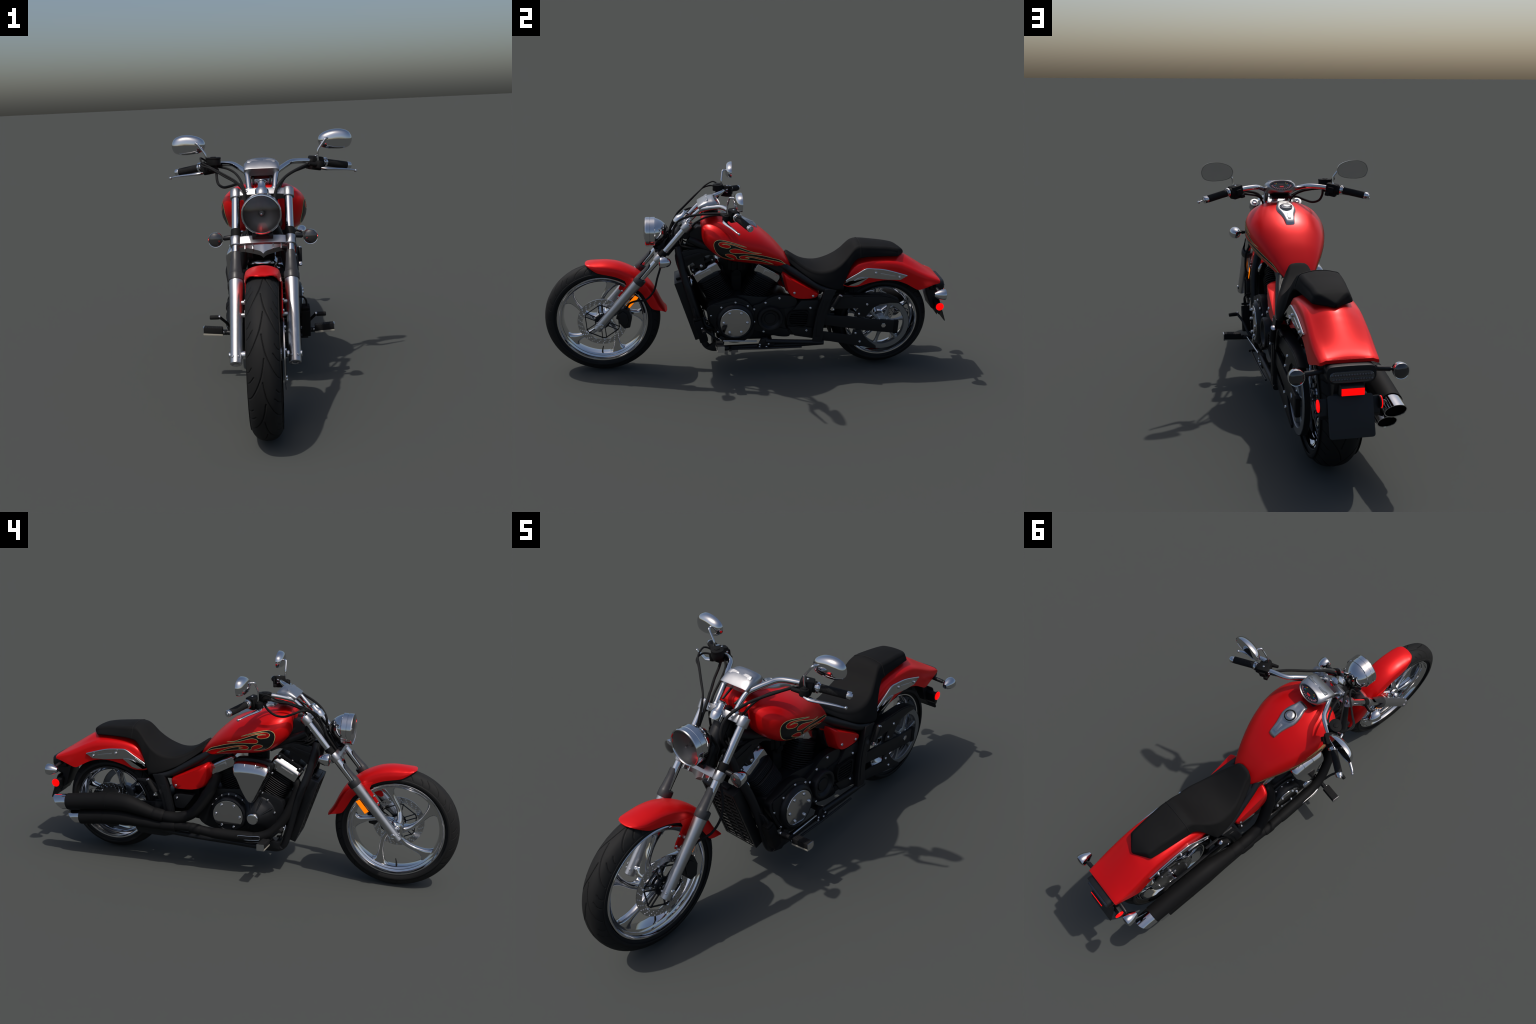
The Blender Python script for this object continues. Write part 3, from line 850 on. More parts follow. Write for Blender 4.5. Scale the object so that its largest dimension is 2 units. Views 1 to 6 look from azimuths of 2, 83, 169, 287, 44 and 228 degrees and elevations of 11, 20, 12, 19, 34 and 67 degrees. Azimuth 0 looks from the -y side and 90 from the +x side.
# flame graphic: runs of outline points, sharp between runs (side view y, z)
FLAMES = [
    [(-0.0340, 0.6820), (-0.0660, 0.6960), (-0.0990, 0.7080), (-0.1310, 0.7170), (-0.1570, 0.7210), (-0.1730, 0.7180), (-0.1830, 0.7100), (-0.1870, 0.6970), (-0.1850, 0.6810), (-0.1760, 0.6590), (-0.1620, 0.6420), (-0.1420, 0.6290), (-0.1160, 0.6230), (-0.0900, 0.6220)],
    [(-0.0900, 0.6220), (-0.1070, 0.6300), (-0.1250, 0.6390), (-0.1340, 0.6480), (-0.1270, 0.6530), (-0.1100, 0.6530), (-0.0930, 0.6460), (-0.0820, 0.6360), (-0.0810, 0.6290), (-0.0720, 0.6220)],
    [(-0.0720, 0.6220), (-0.0370, 0.6180), (0.0040, 0.6100), (0.0460, 0.5980), (0.1040, 0.5740)],
    [(0.1040, 0.5740), (0.0670, 0.5960), (0.0310, 0.6140), (-0.0000, 0.6260), (-0.0240, 0.6320), (-0.0420, 0.6320)],
    [(-0.0420, 0.6320), (-0.0270, 0.6290), (-0.0210, 0.6240), (-0.0340, 0.6220), (-0.0470, 0.6220), (-0.0620, 0.6260), (-0.0690, 0.6350), (-0.0630, 0.6410), (-0.0450, 0.6430), (-0.0250, 0.6390), (0.0100, 0.6290), (0.0550, 0.6130), (0.1020, 0.5970), (0.1340, 0.5830), (0.1660, 0.5630)],
    [(0.1660, 0.5630), (0.1340, 0.5920), (0.0910, 0.6120), (0.0480, 0.6300), (0.0020, 0.6440), (-0.0320, 0.6510), (-0.0650, 0.6550), (-0.0920, 0.6570), (-0.1080, 0.6610), (-0.1150, 0.6700), (-0.1080, 0.6780), (-0.0890, 0.6800), (-0.0660, 0.6740), (-0.0350, 0.6620), (-0.0050, 0.6520), (0.0400, 0.6440)],
    [(0.0400, 0.6440), (0.0020, 0.6540), (-0.0320, 0.6690), (-0.0660, 0.6840), (-0.0890, 0.6940), (-0.1100, 0.7010), (-0.1310, 0.7040), (-0.1510, 0.7020)],
    [(-0.1510, 0.7020), (-0.1280, 0.7000), (-0.1130, 0.6950), (-0.1110, 0.6880), (-0.1250, 0.6830), (-0.1440, 0.6860), (-0.1600, 0.6920), (-0.1660, 0.7030), (-0.1600, 0.7100), (-0.1440, 0.7130), (-0.1220, 0.7090), (-0.0920, 0.7010), (-0.0620, 0.6910), (-0.0340, 0.6820)],
]
outline = []
for run in FLAMES:
    outline += [tuple(p) for p in spline(run, 6)][:-1]
lo2, hi2 = np.min(outline, 0), np.max(outline, 0)
fill = [(y, z) for y in np.arange(lo2[0], hi2[0], 0.006) for z in np.arange(lo2[1], hi2[1], 0.006) if inside(outline, (y, z))]
cv = [Vector(p) for p in outline + fill]
vo, eo, fo_, *_ = geometry.delaunay_2d_cdt(cv, [(i, (i+1) % len(outline)) for i in range(len(outline))], [], 0, 1e-7)
PV = [(v.x, v.y) for v in vo]
keep = [list(f) for f in fo_ if inside(outline, tuple(np.mean([PV[i] for i in f], axis=0)))]
OL = np.array(outline)
TN = np.roll(OL, -1, 0)-np.roll(OL, 1, 0)
TN = np.stack([TN[:, 1], -TN[:, 0]], 1)/np.maximum(1e-9, np.linalg.norm(TN, axis=1))[:, None]
for s in SIDES:
    fl = mesh_object("flame_graphic", [on_tank(y, z, s, 0.0006) for y, z in PV], keep, FLAMEBLACK, tank, 180, fix=False)
    k = len(outline)
    pv = [on_tank(*(OL[i]+TN[i]*e), s, 0.0011) for e in (-0.0009, 0.0009) for i in range(k)]
    mesh_object("pinstripe", pv, [[i, (i+1) % k, k+(i+1) % k, k+i] for i in range(k)], GOLD, fl, 180, fix=False)

# filler console and cap on top of the tank
def top_tank(x, y):
    h = BV.ray_cast(Vector((x, y, 1.0)), Vector((0, 0, -1)))
    return h[0].z if h[0] else 0.75


con = [(-0.0145, 0.026), (0.0145, 0.026), (0.0185, 0.018), (0.0230, -0.010), (0.0310, -0.038), (0.0385, -0.060), (0.0395, -0.082), (0.0350, -0.104), (0.0275, -0.126), (0.0250, -0.142), (0.0190, -0.149)]
con = con + [(-x, y) for x, y in con[::-1] if abs(x) > 0.015 or y < 0]
con = [tuple(p) for p in spline(con, 4, closed=True)]
rings = []
cx, cy = 0.0, -0.066
for k, h in ((1.03, -0.004), (1.01, 0.0045), (0.96, 0.0085), (0.86, 0.0120), (0.74, 0.0130), (0.60, 0.0115), (0.35, 0.0110), (0.1, 0.0110)):
    rings.append([(x*k, cy+(y-cy)*(0.3+0.7*k), top_tank(x*k, cy+(y-cy)*(0.3+0.7*k))+h) for x, y in con])
console = mesh_object("filler_console", *loft(rings), SILVER, tank, 60)
cn = Vector((0, 0.18, 1)).normalized()
cc = Vector((0, -0.074, top_tank(0, -0.074)))
mesh_object("filler_cap", *lathe([(0.0275, 0.002), (0.0275, 0.0150), (0.0255, 0.0165), (0.0240, 0.0135), (0.0210, 0.0130), (0.0205, 0.0180), (0.0180, 0.0205), (0.0110, 0.0215), (0.0105, 0.0205), (0, 0.0205)], cc, cn, 48), SILVER, console)
mesh_object("cap_groove", *lathe([(0.0208, 0.0133), (0.0241, 0.0137), (0.0241, 0.0143), (0.0208, 0.0139)], cc, cn, 40, close=True), HOLE, console)
mesh_object("console_rib", *box(Vector((0, -0.008, top_tank(0, -0.008)+0.0110)), (0.014, 0.040, 0.006), (X, (0, 0.93, -0.36), (0, 0.36, 0.93)), 0.002), SILVER, console)

# ------------------------------------------------------------------ seat
# y, top z, edge z, half width at top, half width at edge
SEAT = [(0.169, 0.6035, 0.585, 0.020, 0.030), (0.180, 0.6045, 0.568, 0.036, 0.048), (0.205, 0.587, 0.548, 0.045, 0.064), (0.245, 0.559, 0.520, 0.064, 0.084), (0.296, 0.537, 0.488, 0.088, 0.106), (0.345, 0.532, 0.466, 0.100, 0.120), (0.395, 0.545, 0.450, 0.104, 0.128),
        (0.430, 0.565, 0.448, 0.098, 0.128), (0.448, 0.580, 0.470, 0.092, 0.118), (0.464, 0.596, 0.505, 0.086, 0.108), (0.482, 0.618, 0.548, 0.080, 0.100), (0.502, 0.639, 0.576, 0.074, 0.092), (0.520, 0.6475, 0.589, 0.071, 0.088), (0.5335, 0.6495, 0.591, 0.0705, 0.088)]
REAR = [(0.5342, 0.6495, 0.592, 0.0705, 0.088), (0.556, 0.6500, 0.596, 0.0715, 0.087), (0.612, 0.6470, 0.597, 0.068, 0.083), (0.668, 0.6430, 0.596, 0.062, 0.078), (0.705, 0.6370, 0.594, 0.0595, 0.0735), (0.722, 0.6315, 0.592, 0.0560, 0.0695), (0.734, 0.6260, 0.591, 0.0420, 0.0530), (0.750, 0.6160, 0.590, 0.0230, 0.0300), (0.762, 0.6060, 0.588, 0.0080, 0.0115), (0.766, 0.5990, 0.588, 0.003, 0.005)]


def seat_ring(y, zt, zl, wt, wl):
    h = zt-zl
    crown = float(np.interp(y, [0.18, 0.26, 0.34, 0.45, 0.52, 0.60, 0.70, 0.75], [0.004, 0.008, 0.010, 0.014, 0.014, 0.008, 0.006, 0.003]))
    zt += float(np.interp(y, [0.18, 0.26, 0.34, 0.45, 0.52, 0.60, 0.70], [0, 0.004, 0.008, 0.012, 0.011, 0.004, 0.0]))
    r = min(0.020, h*0.5)
    pts = []
    for x in np.linspace(0, wt-r*0.7, 7):
        pts.append((x, zt-crown*(x/max(wt, 0.01))**2))
    z1 = pts[-1][1]
    x1 = pts[-1][0]
    for a in np.linspace(0, math.pi/2*0.88, 8)[1:]:
        pts.append((x1+r*math.sin(a), z1-r*(1-math.cos(a))))
    xa, za = pts[-1]
    for t in np.linspace(0, 1, 10)[1:]:
        pts.append((xa+(wl-xa)*(t+0.10*math.sin(t*math.pi)), za+(zl+0.004-za)*t))
    pts += [(wl-0.001, zl+0.0015), (wl-0.006, zl), (wl*0.6, zl+0.004), (0, zl+0.006)]
    rt = [(x, y, z) for x, z in pts]
    return rt + [(-x, y, z) for x, y, z in rt[-2:0:-1]]


seat = mesh_object("seat", *loft([seat_ring(*p) for p in spline(SEAT, 5)]), SEATM, None, 60)
mesh_object("seat_pillion", *loft([seat_ring(*p) for p in spline(REAR, 5)]), SEATM, seat, 60)
# welt between the two pads
wp = [(x, 0.5335, z+0.0005) for x, y, z in seat_ring(0.5335, 0.6495, 0.591, 0.0705, 0.088) if z > 0.596]
wl_ = sorted(wp, key=lambda p: math.atan2(p[2]-0.6, p[0]))
mesh_object("seat_seam", *sweep(wl_, 0.0016, 8), RUBBER, seat)

# ------------------------------------------------------------------ rear fender
# y, half width, skirt z, crease z, crown z
RFEN = [(0.452, 0.092, 0.4545, 0.480, 0.492), (0.470, 0.095, 0.4485, 0.510, 0.530), (0.490, 0.097, 0.447, 0.538, 0.560), (0.525, 0.099, 0.449, 0.560, 0.583), (0.585, 0.101, 0.469, 0.573, 0.597), (0.660, 0.102, 0.4815, 0.574, 0.601), (0.720, 0.102, 0.476, 0.566, 0.597),
        (0.765, 0.103, 0.461, 0.549, 0.585), (0.800, 0.104, 0.442, 0.533, 0.566), (0.834, 0.105, 0.4265, 0.516, 0.545), (0.875, 0.103, 0.4375, 0.497, 0.519), (0.910, 0.100, 0.4500, 0.4835, 0.497), (0.934, 0.0975, 0.4560, 0.4745, 0.4825), (0.9425, 0.096, 0.4580, 0.4700, 0.4755)]


def fender_ring(y, w, zs, zc, zt, inset=0.0):
    """Half section: skirt -> soft crease -> shallow dish -> crown."""
    w -= inset
    zc -= inset
    zt -= inset
    pts = [(w, zs), (w, zs+(zc-zs)*0.35), (w-0.0005, zs+(zc-zs)*0.7), (w-0.003, zc-(zc-zs)*0.10), (w-0.009, zc+0.0), (w-0.020, zc+0.0045)]
    x0, z0 = pts[-1]
    for t in np.linspace(0, 1, 9)[1:]:
        pts.append((x0*(1-t), z0+(zt-z0)*(t**1.15*(2-t**1.15))))
    return pts


def shell_sections(stations, ringf, thick):
    rings = []
    for st in stations:
        y = st[0]
        o = ringf(*st)
        i = ringf(*st, inset=thick)
        full = [(x, y, z) for x, z in o] + [(-x, y, z) for x, z in o[-2::-1]]
        inner = [(x, y, z) for x, z in i] + [(-x, y, z) for x, z in i[-2::-1]]
        rings.append(full + inner[::-1])
    return rings


rf = mesh_object("fender", *loft(shell_sections(spline(RFEN, 5), fender_ring, 0.004)), RED, None, 55)

lipp = [(x, 0.9405, z) for x, z in fender_ring(*RFEN[-1])]
lipp = lipp + [(-x, y, z) for x, y, z in lipp[-2::-1]]
mesh_object("fender_lip", *loft([[p, (p[0], p[1]+0.003, p[2]-0.0005), (p[0], p[1]+0.003, p[2]-0.0115), (p[0], p[1], p[2]-0.0115)] for p in lipp[3:-3]]), RED, rf, 50)

# chrome fender struts
for s in SIDES:
    o = [(0.455, 0.462), (0.462, 0.490), (0.476, 0.497), (0.560, 0.547), (0.590, 0.545), (0.660, 0.538), (0.770, 0.505), (0.734, 0.484), (0.670, 0.486), (0.572, 0.498), (0.527, 0.462), (0.500, 0.456)]
    st = mesh_object("fender_strut", *prism(o, s*0.098, s*0.1105, 0.003), COVER)
    mesh_object("strut_brace", *prism([(0.452, 0.468), (0.470, 0.478), (0.530, 0.468), (0.572, 0.500), (0.545, 0.503), (0.520, 0.500), (0.470, 0.462)], s*0.106, s*0.1145, 0.002), COVER, st)
    mesh_object("strut_highlight_bead", *sweep(spline([(s*0.1075, y, z) for y, z in ((0.461, 0.484), (0.475, 0.4935), (0.520, 0.520), (0.560, 0.5435), (0.590, 0.5435), (0.660, 0.5355), (0.766, 0.5045))], 4), 0.0042, 12), CHROME, st)  # chrome bead modelled to draw the sky highlight along the strut's top
    for y, z in ((0.608, 0.5235), (0.728, 0.499)):
        mesh_object("strut_boss", *lathe(rounded(0.0085, 0, 0.003, 0.001), (s*0.109, y, z), X*s, 20), STEEL, st)
        bolt((s*0.113, y, z), X*s, st, 0.95)
    mesh_object("strut_slot", *box((s*0.1110, 0.668, 0.5115), (0.003, 0.078, 0.006), (X, (0, 0.98, -0.2), (0, 0.2, 0.98)), 0.0012), CHROME, st)

# ------------------------------------------------------------------ tail: lamp, number plate, markers
tl = Build()
tl.add(bevelled(loft([[(x*k, y, z) for x, z in spline([(-0.080, 0.436), (-0.074, 0.457), (-0.05, 0.4625), (0.05, 0.4625), (0.074, 0.457), (0.080, 0.436), (0.074, 0.413), (0.05, 0.404), (-0.05, 0.404), (-0.074, 0.413)], 4, closed=True)] for y, k in ((0.905, 0.9), (0.93, 1.0), (0.970, 1.0))]), 0.003))
tl.add(prism([(.878, .440), (.948, .462), (.955, .405), (.938, .360), (.958, .345), (.962, .262), (.943, .293), (.926, .303)], -0.050, 0.050, 0.003))
tl.add(prism([(.930, .345), (.948, .352), (.962, .30), (.955, .285), (.940, .300)], -0.098, 0.098, 0.002))
tail = tl.make("tail_bracket", BLACK)
lens = [(x, z) for x, z in spline([(-0.0715, 0.4285), (-0.066, 0.441), (-0.052, 0.4455), (0.052, 0.4455), (0.066, 0.441), (0.0715, 0.4285), (0.066, 0.416), (0.052, 0.4115), (-0.052, 0.4115), (-0.066, 0.416)], 4, closed=True)]
mesh_object("tail_light", *loft([[(x*k, y, 0.4285+(z-0.4285)*k) for x, z in lens] for y, k in ((0.968, 1.0), (0.974, 1.0), (0.9765, 0.96), (0.977, 0.85), (0.977, 0.3))]), material("smoked_lens", (0.10, 0.105, 0.11), 0.15, 0.6), tail)
led = Build()
for j in (-1, 1):
    for i in range(15):
        led.add(lathe([(0.0042, 0), (0.0038, 0.0018), (0.002, 0.003), (0, 0.0034)], (-0.0610+0.0087*i+(0.0015*j), 0.9765, 0.4285+j*0.0068), (0, 1, 0), 10))
led.make("tail_light_cells", REFLECT, tail, 60, True)
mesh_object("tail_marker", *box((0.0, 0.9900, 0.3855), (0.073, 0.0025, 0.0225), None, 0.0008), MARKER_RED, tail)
mesh_object("marker_housing", *prism([(.915, .412), (.958, .412), (.9885, .3985), (.9885, .373), (.960, .362), (.930, .365)], -0.0375, 0.0375, 0.002), BLACK, tail)
pa = Vector((0, 0.044, -0.125)).normalized()
corner = [(sx_*(0.0735-0.009)+0.009*math.cos(a), sz_*(0.067-0.009)+0.009*math.sin(a)) for sx_, sz_, a0 in ((1, 1, 0), (-1, 1, 1), (-1, -1, 2), (1, -1, 3)) for a in np.linspace(a0*math.pi/2, (a0+1)*math.pi/2, 5)]
pn = X.cross(pa)
mesh_object("number_plate", *bevelled(loft([[Vector((0, 0.9765, 0.300)) + X*u - pa*v + pn*t for u, v in corner] for t in (-0.0016, 0.0016)]), 0.0006), PLATE, tail)
for s in SIDES:
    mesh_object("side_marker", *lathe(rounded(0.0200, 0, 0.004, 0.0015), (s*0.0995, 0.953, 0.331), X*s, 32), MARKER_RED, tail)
    mesh_object("marker_backing", *lathe(rounded(0.0203, 0, 0.006, 0.002), (s*0.0940, 0.953, 0.331), X*s, 32), BLACK, tail)

# ------------------------------------------------------------------ front fender
# y, crown z, half width, crease z, skirt z, edge shift
ARC = [(-0.7965, 0.5610), (-0.7945, 0.5620), (-0.789, 0.5635), (-0.776, 0.5660), (-0.750, 0.5690), (-0.691, 0.570), (-0.633, 0.5595), (-0.572, 0.532), (-0.526, 0.498), (-0.4855, 0.455), (-0.458, 0.408), (-0.4355, 0.358), (-0.420, 0.330), (-0.409, 0.314)]
LOW = [(-0.7955, 0.5590), (-0.791, 0.5580), (-0.783, 0.5540), (-0.768, 0.5450), (-0.735, 0.5265), (-0.692, 0.517), (-0.650, 0.5065), (-0.606, 0.4855), (-0.566, 0.455), (-0.528, 0.4195), (-0.502, 0.3720), (-0.482, 0.3400), (-0.460, 0.330), (-0.436, 0.3250)]
WID = [0.016, 0.030, 0.0405, 0.0500, 0.0575, 0.0605, 0.0615, 0.0620, 0.0625, 0.0630, 0.0625, 0.0615, 0.060, 0.057]
A, Bq = spline(ARC, 6), spline(LOW, 6)
W = spline([(w, 0) for w in WID], 6)
rings = []
for a, b, w in zip(A, Bq, W):
    w = w[0]

    def half(ins):
        pts = []
        for t in np.linspace(0, 1, 8):          # skirt up to the crease
            f = t*0.56
            pts.append((w-ins-0.004*t**3, b[0]+(a[0]-b[0])*f, b[1]+(a[1]-b[1])*f))
        x0 = pts[-1][0]
        for t in np.linspace(0, math.pi/2, 11)[1:]:
            f = 0.56+0.44*math.sin(t)**1.05
            pts.append((x0*math.cos(t)**1.05, b[0]+(a[0]-b[0])*f-0, b[1]+(a[1]-b[1])*f-ins))
        return pts
    o, i = half(0), half(0.0035)
    rings.append(o + [(-x, y, z) for x, y, z in o[-2::-1]] + ([(x, y, z) for x, y, z in i] + [(-x, y, z) for x, y, z in i[-2::-1]])[::-1])
ff = mesh_object("fender", *loft(rings), RED, None, 55)
for s in SIDES:
    mesh_object("fender_stay", *prism([(-.612, .500), (-.600, .468), (-.640, .416), (-.648, .396), (-.636, .388), (-.612, .398), (-.560, .440), (-.545, .460), (-.556, .480)], s*0.0590, s*0.0640, 0.0015), RED, ff)
    for y, z in ((-0.622, 0.438), (-0.640, 0.405)):
        bolt((s*0.0645, y, z), X*s, ff, 0.8)
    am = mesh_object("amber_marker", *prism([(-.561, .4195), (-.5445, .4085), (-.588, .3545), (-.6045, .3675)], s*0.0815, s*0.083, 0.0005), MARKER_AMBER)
    mesh_object("marker_backing", *prism([(-.5612, .4215), (-.5425, .4085), (-.5878, .3525), (-.6065, .3675)], s*0.0765, s*0.0816, 0.001), BLACK, am)
    mesh_object("marker_bracket", *prism([(-.590, .400), (-.565, .412), (-.560, .405), (-.585, .385)], s*0.070, s*0.0775, 0.001), BLACK, am)

# ------------------------------------------------------------------ frame
fr = Build()
for s in SIDES:
    dn = [(0.040, -0.352, 0.650), (0.055, -0.346, 0.610), (0.073, -0.334, 0.545), (0.085, -0.322, 0.500), (0.097, -0.307, 0.455), (0.103, -0.288, 0.392), (0.104, -0.266, 0.315), (0.104, -0.242, 0.215), (0.104, -0.229, 0.170), (0.103, -0.211, 0.147), (0.103, -0.180, 0.137), (0.106, 0.0, 0.1425), (0.112, 0.20, 0.150), (0.118, 0.355, 0.160)]
    fr.add(sweep(spline([(x*s, y, z) for x, y, z in dn], 6), [0.019, 0.019, 0.018, 0.018, 0.0175, 0.017, 0.017, 0.0165, 0.016, 0.015, 0.014, 0.0135, 0.013, 0.0125], 18))
    sr = [(0.040, -0.300, 0.690), (0.050, -0.22, 0.655), (0.058, -0.10, 0.620), (0.062, 0.05, 0.585), (0.066, 0.150, 0.555), (0.078, 0.200, 0.525), (0.090, 0.260, 0.490), (0.104, 0.330, 0.453), (0.116, 0.385, 0.436)]
    fr.add(sweep(spline([(x*s, y, z) for x, y, z in sr], 6), [0.02, 0.02, 0.02, 0.018, 0.017, 0.017, 0.017, 0.017, 0.017], 16))
    arm = [tuple(p) for p in spline([(-.352, .535), (-.366, .585), (-.366, .622), (-.345, .631), (-.318, .634), (-.274, .644), (-.229, .642), (-.178, .624), (-.136, .600)], 3)] + \
          [tuple(p) for p in spline([(-.145, .593), (-.188, .613), (-.242, .600), (-.284, .574), (-.314, .550), (-.327, .524)], 3)]
    fr.add(prism(arm, s*0.042, s*0.064, 0.006))
    fr.add(prism([(-.338, .598), (-.332, .606), (-.248, .630), (-.240, .622), (-.246, .614), (-.326, .578), (-.336, .584)], s*0.063, s*0.0675, 0.0025))
    # neck cover
    fr.add(prism([(-.300, .722), (-.262, .752), (-.225, .752), (-.160, .665), (-.194, .642), (-.227, .648), (-.297, .657), (-.318, .669), (-.296, .699)], s*0.026, s*0.052, 0.006))
for z, y in ((0.138, -0.18), (0.155, 0.10), (0.165, 0.34)):
    fr.add(rod((-0.105, y, z), (0.105, y, z), 0.012))
fr.add(rod((0, -0.420, 0.610), (0, -0.305, 0.755), 0.030, 24))
fr.add(prism([(-.345, .690), (-.30, .745), (-.22, .745), (-.12, .660), (-.22, .655), (-.30, .680)], -0.030, 0.030, 0.004))
fr.add(prism([(0.06, .60), (0.20, .545), (0.30, .49), (0.46, .45), (0.46, .42), (0.30, .45), (0.14, .52), (0.05, .57)], -0.08, 0.08, 0.004))
frame_o = fr.make("frame", BLACK)
for s in SIDES:
    bolt((s*0.0525, -0.2655, 0.6840), X*s, frame_o, 1.2)
# tangled wiring in the neck
nw = Build()
for i in range(7):
    x = (0.05 if i % 2 else -0.05) + rng.uniform(-0.01, 0.01)
    nw.add(sweep(spline([(x*0.7, -0.34+rng.uniform(-.01, .01), 0.70+rng.uniform(-.02, .02)), (x, -0.325+rng.uniform(-.02, .02), 0.66), (x*1.05, -0.295, 0.64+rng.uniform(-.01, .02)), (x, -0.24, 0.645+rng.uniform(-.01, .01))], 6), 0.0035, 8))
nw.make("neck_wiring", RUBBER, frame_o, 38, True)
# side bracket plates that carry the pillion pegs
for s in SIDES:
    o = [tuple(p) for p in spline([(0.355, 0.449), (0.385, 0.449), (0.411, 0.446), (0.404, 0.430), (0.392, 0.400), (0.372, 0.335), (0.360, 0.275), (0.356, 0.230), (0.355, 0.165)], 4)] + \
        [tuple(p) for p in spline([(0.306, 0.165), (0.306, 0.215), (0.310, 0.260), (0.318, 0.310), (0.330, 0.365), (0.345, 0.415)], 4)]
    sp = mesh_object("side_bracket", *prism(o, s*0.112, s*0.133, 0.005), BLACK)
    inner = [tuple(p) for p in spline([(0.375, 0.400), (0.355, 0.335), (0.344, 0.275), (0.341, 0.20)], 4)] + [tuple(p) for p in spline([(0.320, 0.20), (0.323, 0.265), (0.334, 0.335), (0.352, 0.400)], 4)]
    mesh_object("bracket_rib", *prism(inner, s*0.1325, s*0.1355, 0.0015), BLACK, sp)
    # pillion peg folded up
    pk = Build()
    a, bq = Vector((s*0.143, 0.395, 0.362)), Vector((s*0.144, 0.4345, 0.4275))
    pk.add(prism([(0.352, 0.335), (0.372, 0.318), (0.386, 0.322), (0.412, 0.372), (0.440, 0.400), (0.495, 0.405), (0.497, 0.415), (0.430, 0.420), (0.398, 0.400)], s*0.118, s*0.129, 0.002))
    peg = pk.make("peg_bracket", BLACK, sp)
    d = (bq-a).normalized()
    pr = [(0, 0)] + [(0.0105+(0.0012 if i % 2 else 0), 0.001+(bq-a).length*0.92*i/16) for i in range(17)] + [(0, (bq-a).length*0.92)]
    mesh_object("pillion_peg", *lathe(pr, a, d, 22), RUBBER, sp)
    mesh_object("peg_cap", *lathe([(0, 0), (0.0115, 0), (0.0118, 0.004), (0.009, 0.0065), (0, 0.0075)], a + d*(bq-a).length*0.91, d, 22), CHROME, sp)
    mesh_object("peg_clevis", *box(a - d*0.008, (0.018, 0.016, 0.018), (X, d.cross(X), d), 0.003), CHROME, sp)
    bolt(a - d*0.008 + X*(s*0.009) + d.cross(X)*0.008, X*s, sp, 0.7)

# red side covers
for s in SIDES:
    o = [tuple(p) for p in spline([(0.146, 0.530), (0.190, 0.505), (0.260, 0.466), (0.318, 0.434), (0.336, 0.418), (0.328, 0.400), (0.290, 0.392), (0.215, 0.396), (0.178, 0.420), (0.158, 0.470)], 4, closed=True)] if s > 0 else \
        [tuple(p) for p in spline([(0.140, 0.520), (0.180, 0.503), (0.260, 0.465), (0.325, 0.434), (0.335, 0.416), (0.322, 0.380), (0.290, 0.376), (0.200, 0.383), (0.150, 0.410), (0.134, 0.470)], 4, closed=True)]
    sc = mesh_object("side_cover", *pillow(o, s*0.055, s*0.122, 0.35, 0.17, 9), RED, None, 60)
    for y, z, x in (((0.206, 0.432, 0.1215), (0.299, 0.413, 0.120)) if s > 0 else ((0.300, 0.400, 0.119),)):
        bolt((s*x, y, z), X*s, sc, 1.1)
    mesh_object("cover_edge", *prism([(0.146, 0.535), (0.152, 0.530), (0.160, 0.470), (0.180, 0.420), (0.170, 0.425), (0.150, 0.470)], s*0.045, s*0.075, 0.001), BLACK, sc)
mesh_object("battery_cover", *prism([tuple(p) for p in spline([(0.311, 0.350), (0.220, 0.357), (0.214, 0.352), (0.262, 0.290), (0.270, 0.286), (0.300, 0.288), (0.306, 0.296)], 3, closed=True)], -0.085, -0.118, 0.004), BLACK)
bolt((-0.119, 0.296, 0.338), -X)
mesh_object("battery_box", *box((0, 0.275, 0.40), (0.10, 0.13, 0.13), None, 0.008), BLACK)

# ------------------------------------------------------------------ radiator
ra, rt_ = Vector((0, 0.105, -0.315)).normalized(), None      # down the core
rn = X.cross(ra).normalized()
if rn.y > 0:
    rn = -rn
rc0 = Vector((0, -0.307, 0.330))
rb_ = Build()
for s in SIDES:
    rb_.add(box(rc0 - rn*0.004 + X*(s*0.078), (0.012, 0.042, 0.318), (X, rn, ra), 0.003))
for k in (-1, 1):
    rb_.add(box(rc0 - rn*0.004 + ra*(k*0.153), (0.15, 0.042, 0.012), (X, rn, ra), 0.003))
rb_.add(box(rc0 - ra*0.164 - rn*0.006, (0.09, 0.024, 0.012), (X, rn, ra), 0.004))
rad = rb_.make("radiator", BLACK)
mesh_object("radiator_core", *box(rc0 - rn*0.006, (0.146, 0.010, 0.30), (X, rn, ra), 0), HOLE, rad)
sl = Build()
for i in range(13):
    sl.add(box(rc0 + ra*(-0.138+0.0228*i) + rn*0.012, (0.146, 0.005, 0.0026), (X, rn, ra), 0))
for x in (-0.062, -0.022, 0.022, 0.062):
    sl.add(box(rc0 + rn*0.0140 + X*x, (0.0024, 0.004, 0.30), (X, rn, ra), 0))
sl.make("radiator_grille", material("grille_wire", (0.03, 0.03, 0.03), 0.5), rad, 38, True)
# regulator box beside the frame tube
bx = Build()
da = Vector((0, 0.036, -0.118)).normalized()
bx.add(box((0.148, -0.2490, 0.256), (0.034, 0.040, 0.116), (X, X.cross(da), da), 0.004))
bx.add(box((0.148, -0.269, 0.319), (0.030, 0.034, 0.010), (X, X.cross(da), da), 0.003))
bx.add(box((0.125, -0.255, 0.265), (0.03, 0.02, 0.05), (X, X.cross(da), da), 0.002))
bx.make("regulator_box", MATT)
cable([(0.150, -0.266, 0.312), (0.150, -0.276, 0.346), (0.135, -0.280, 0.362), (0.105, -0.280, 0.360)], 0.004, "wiring_loom")

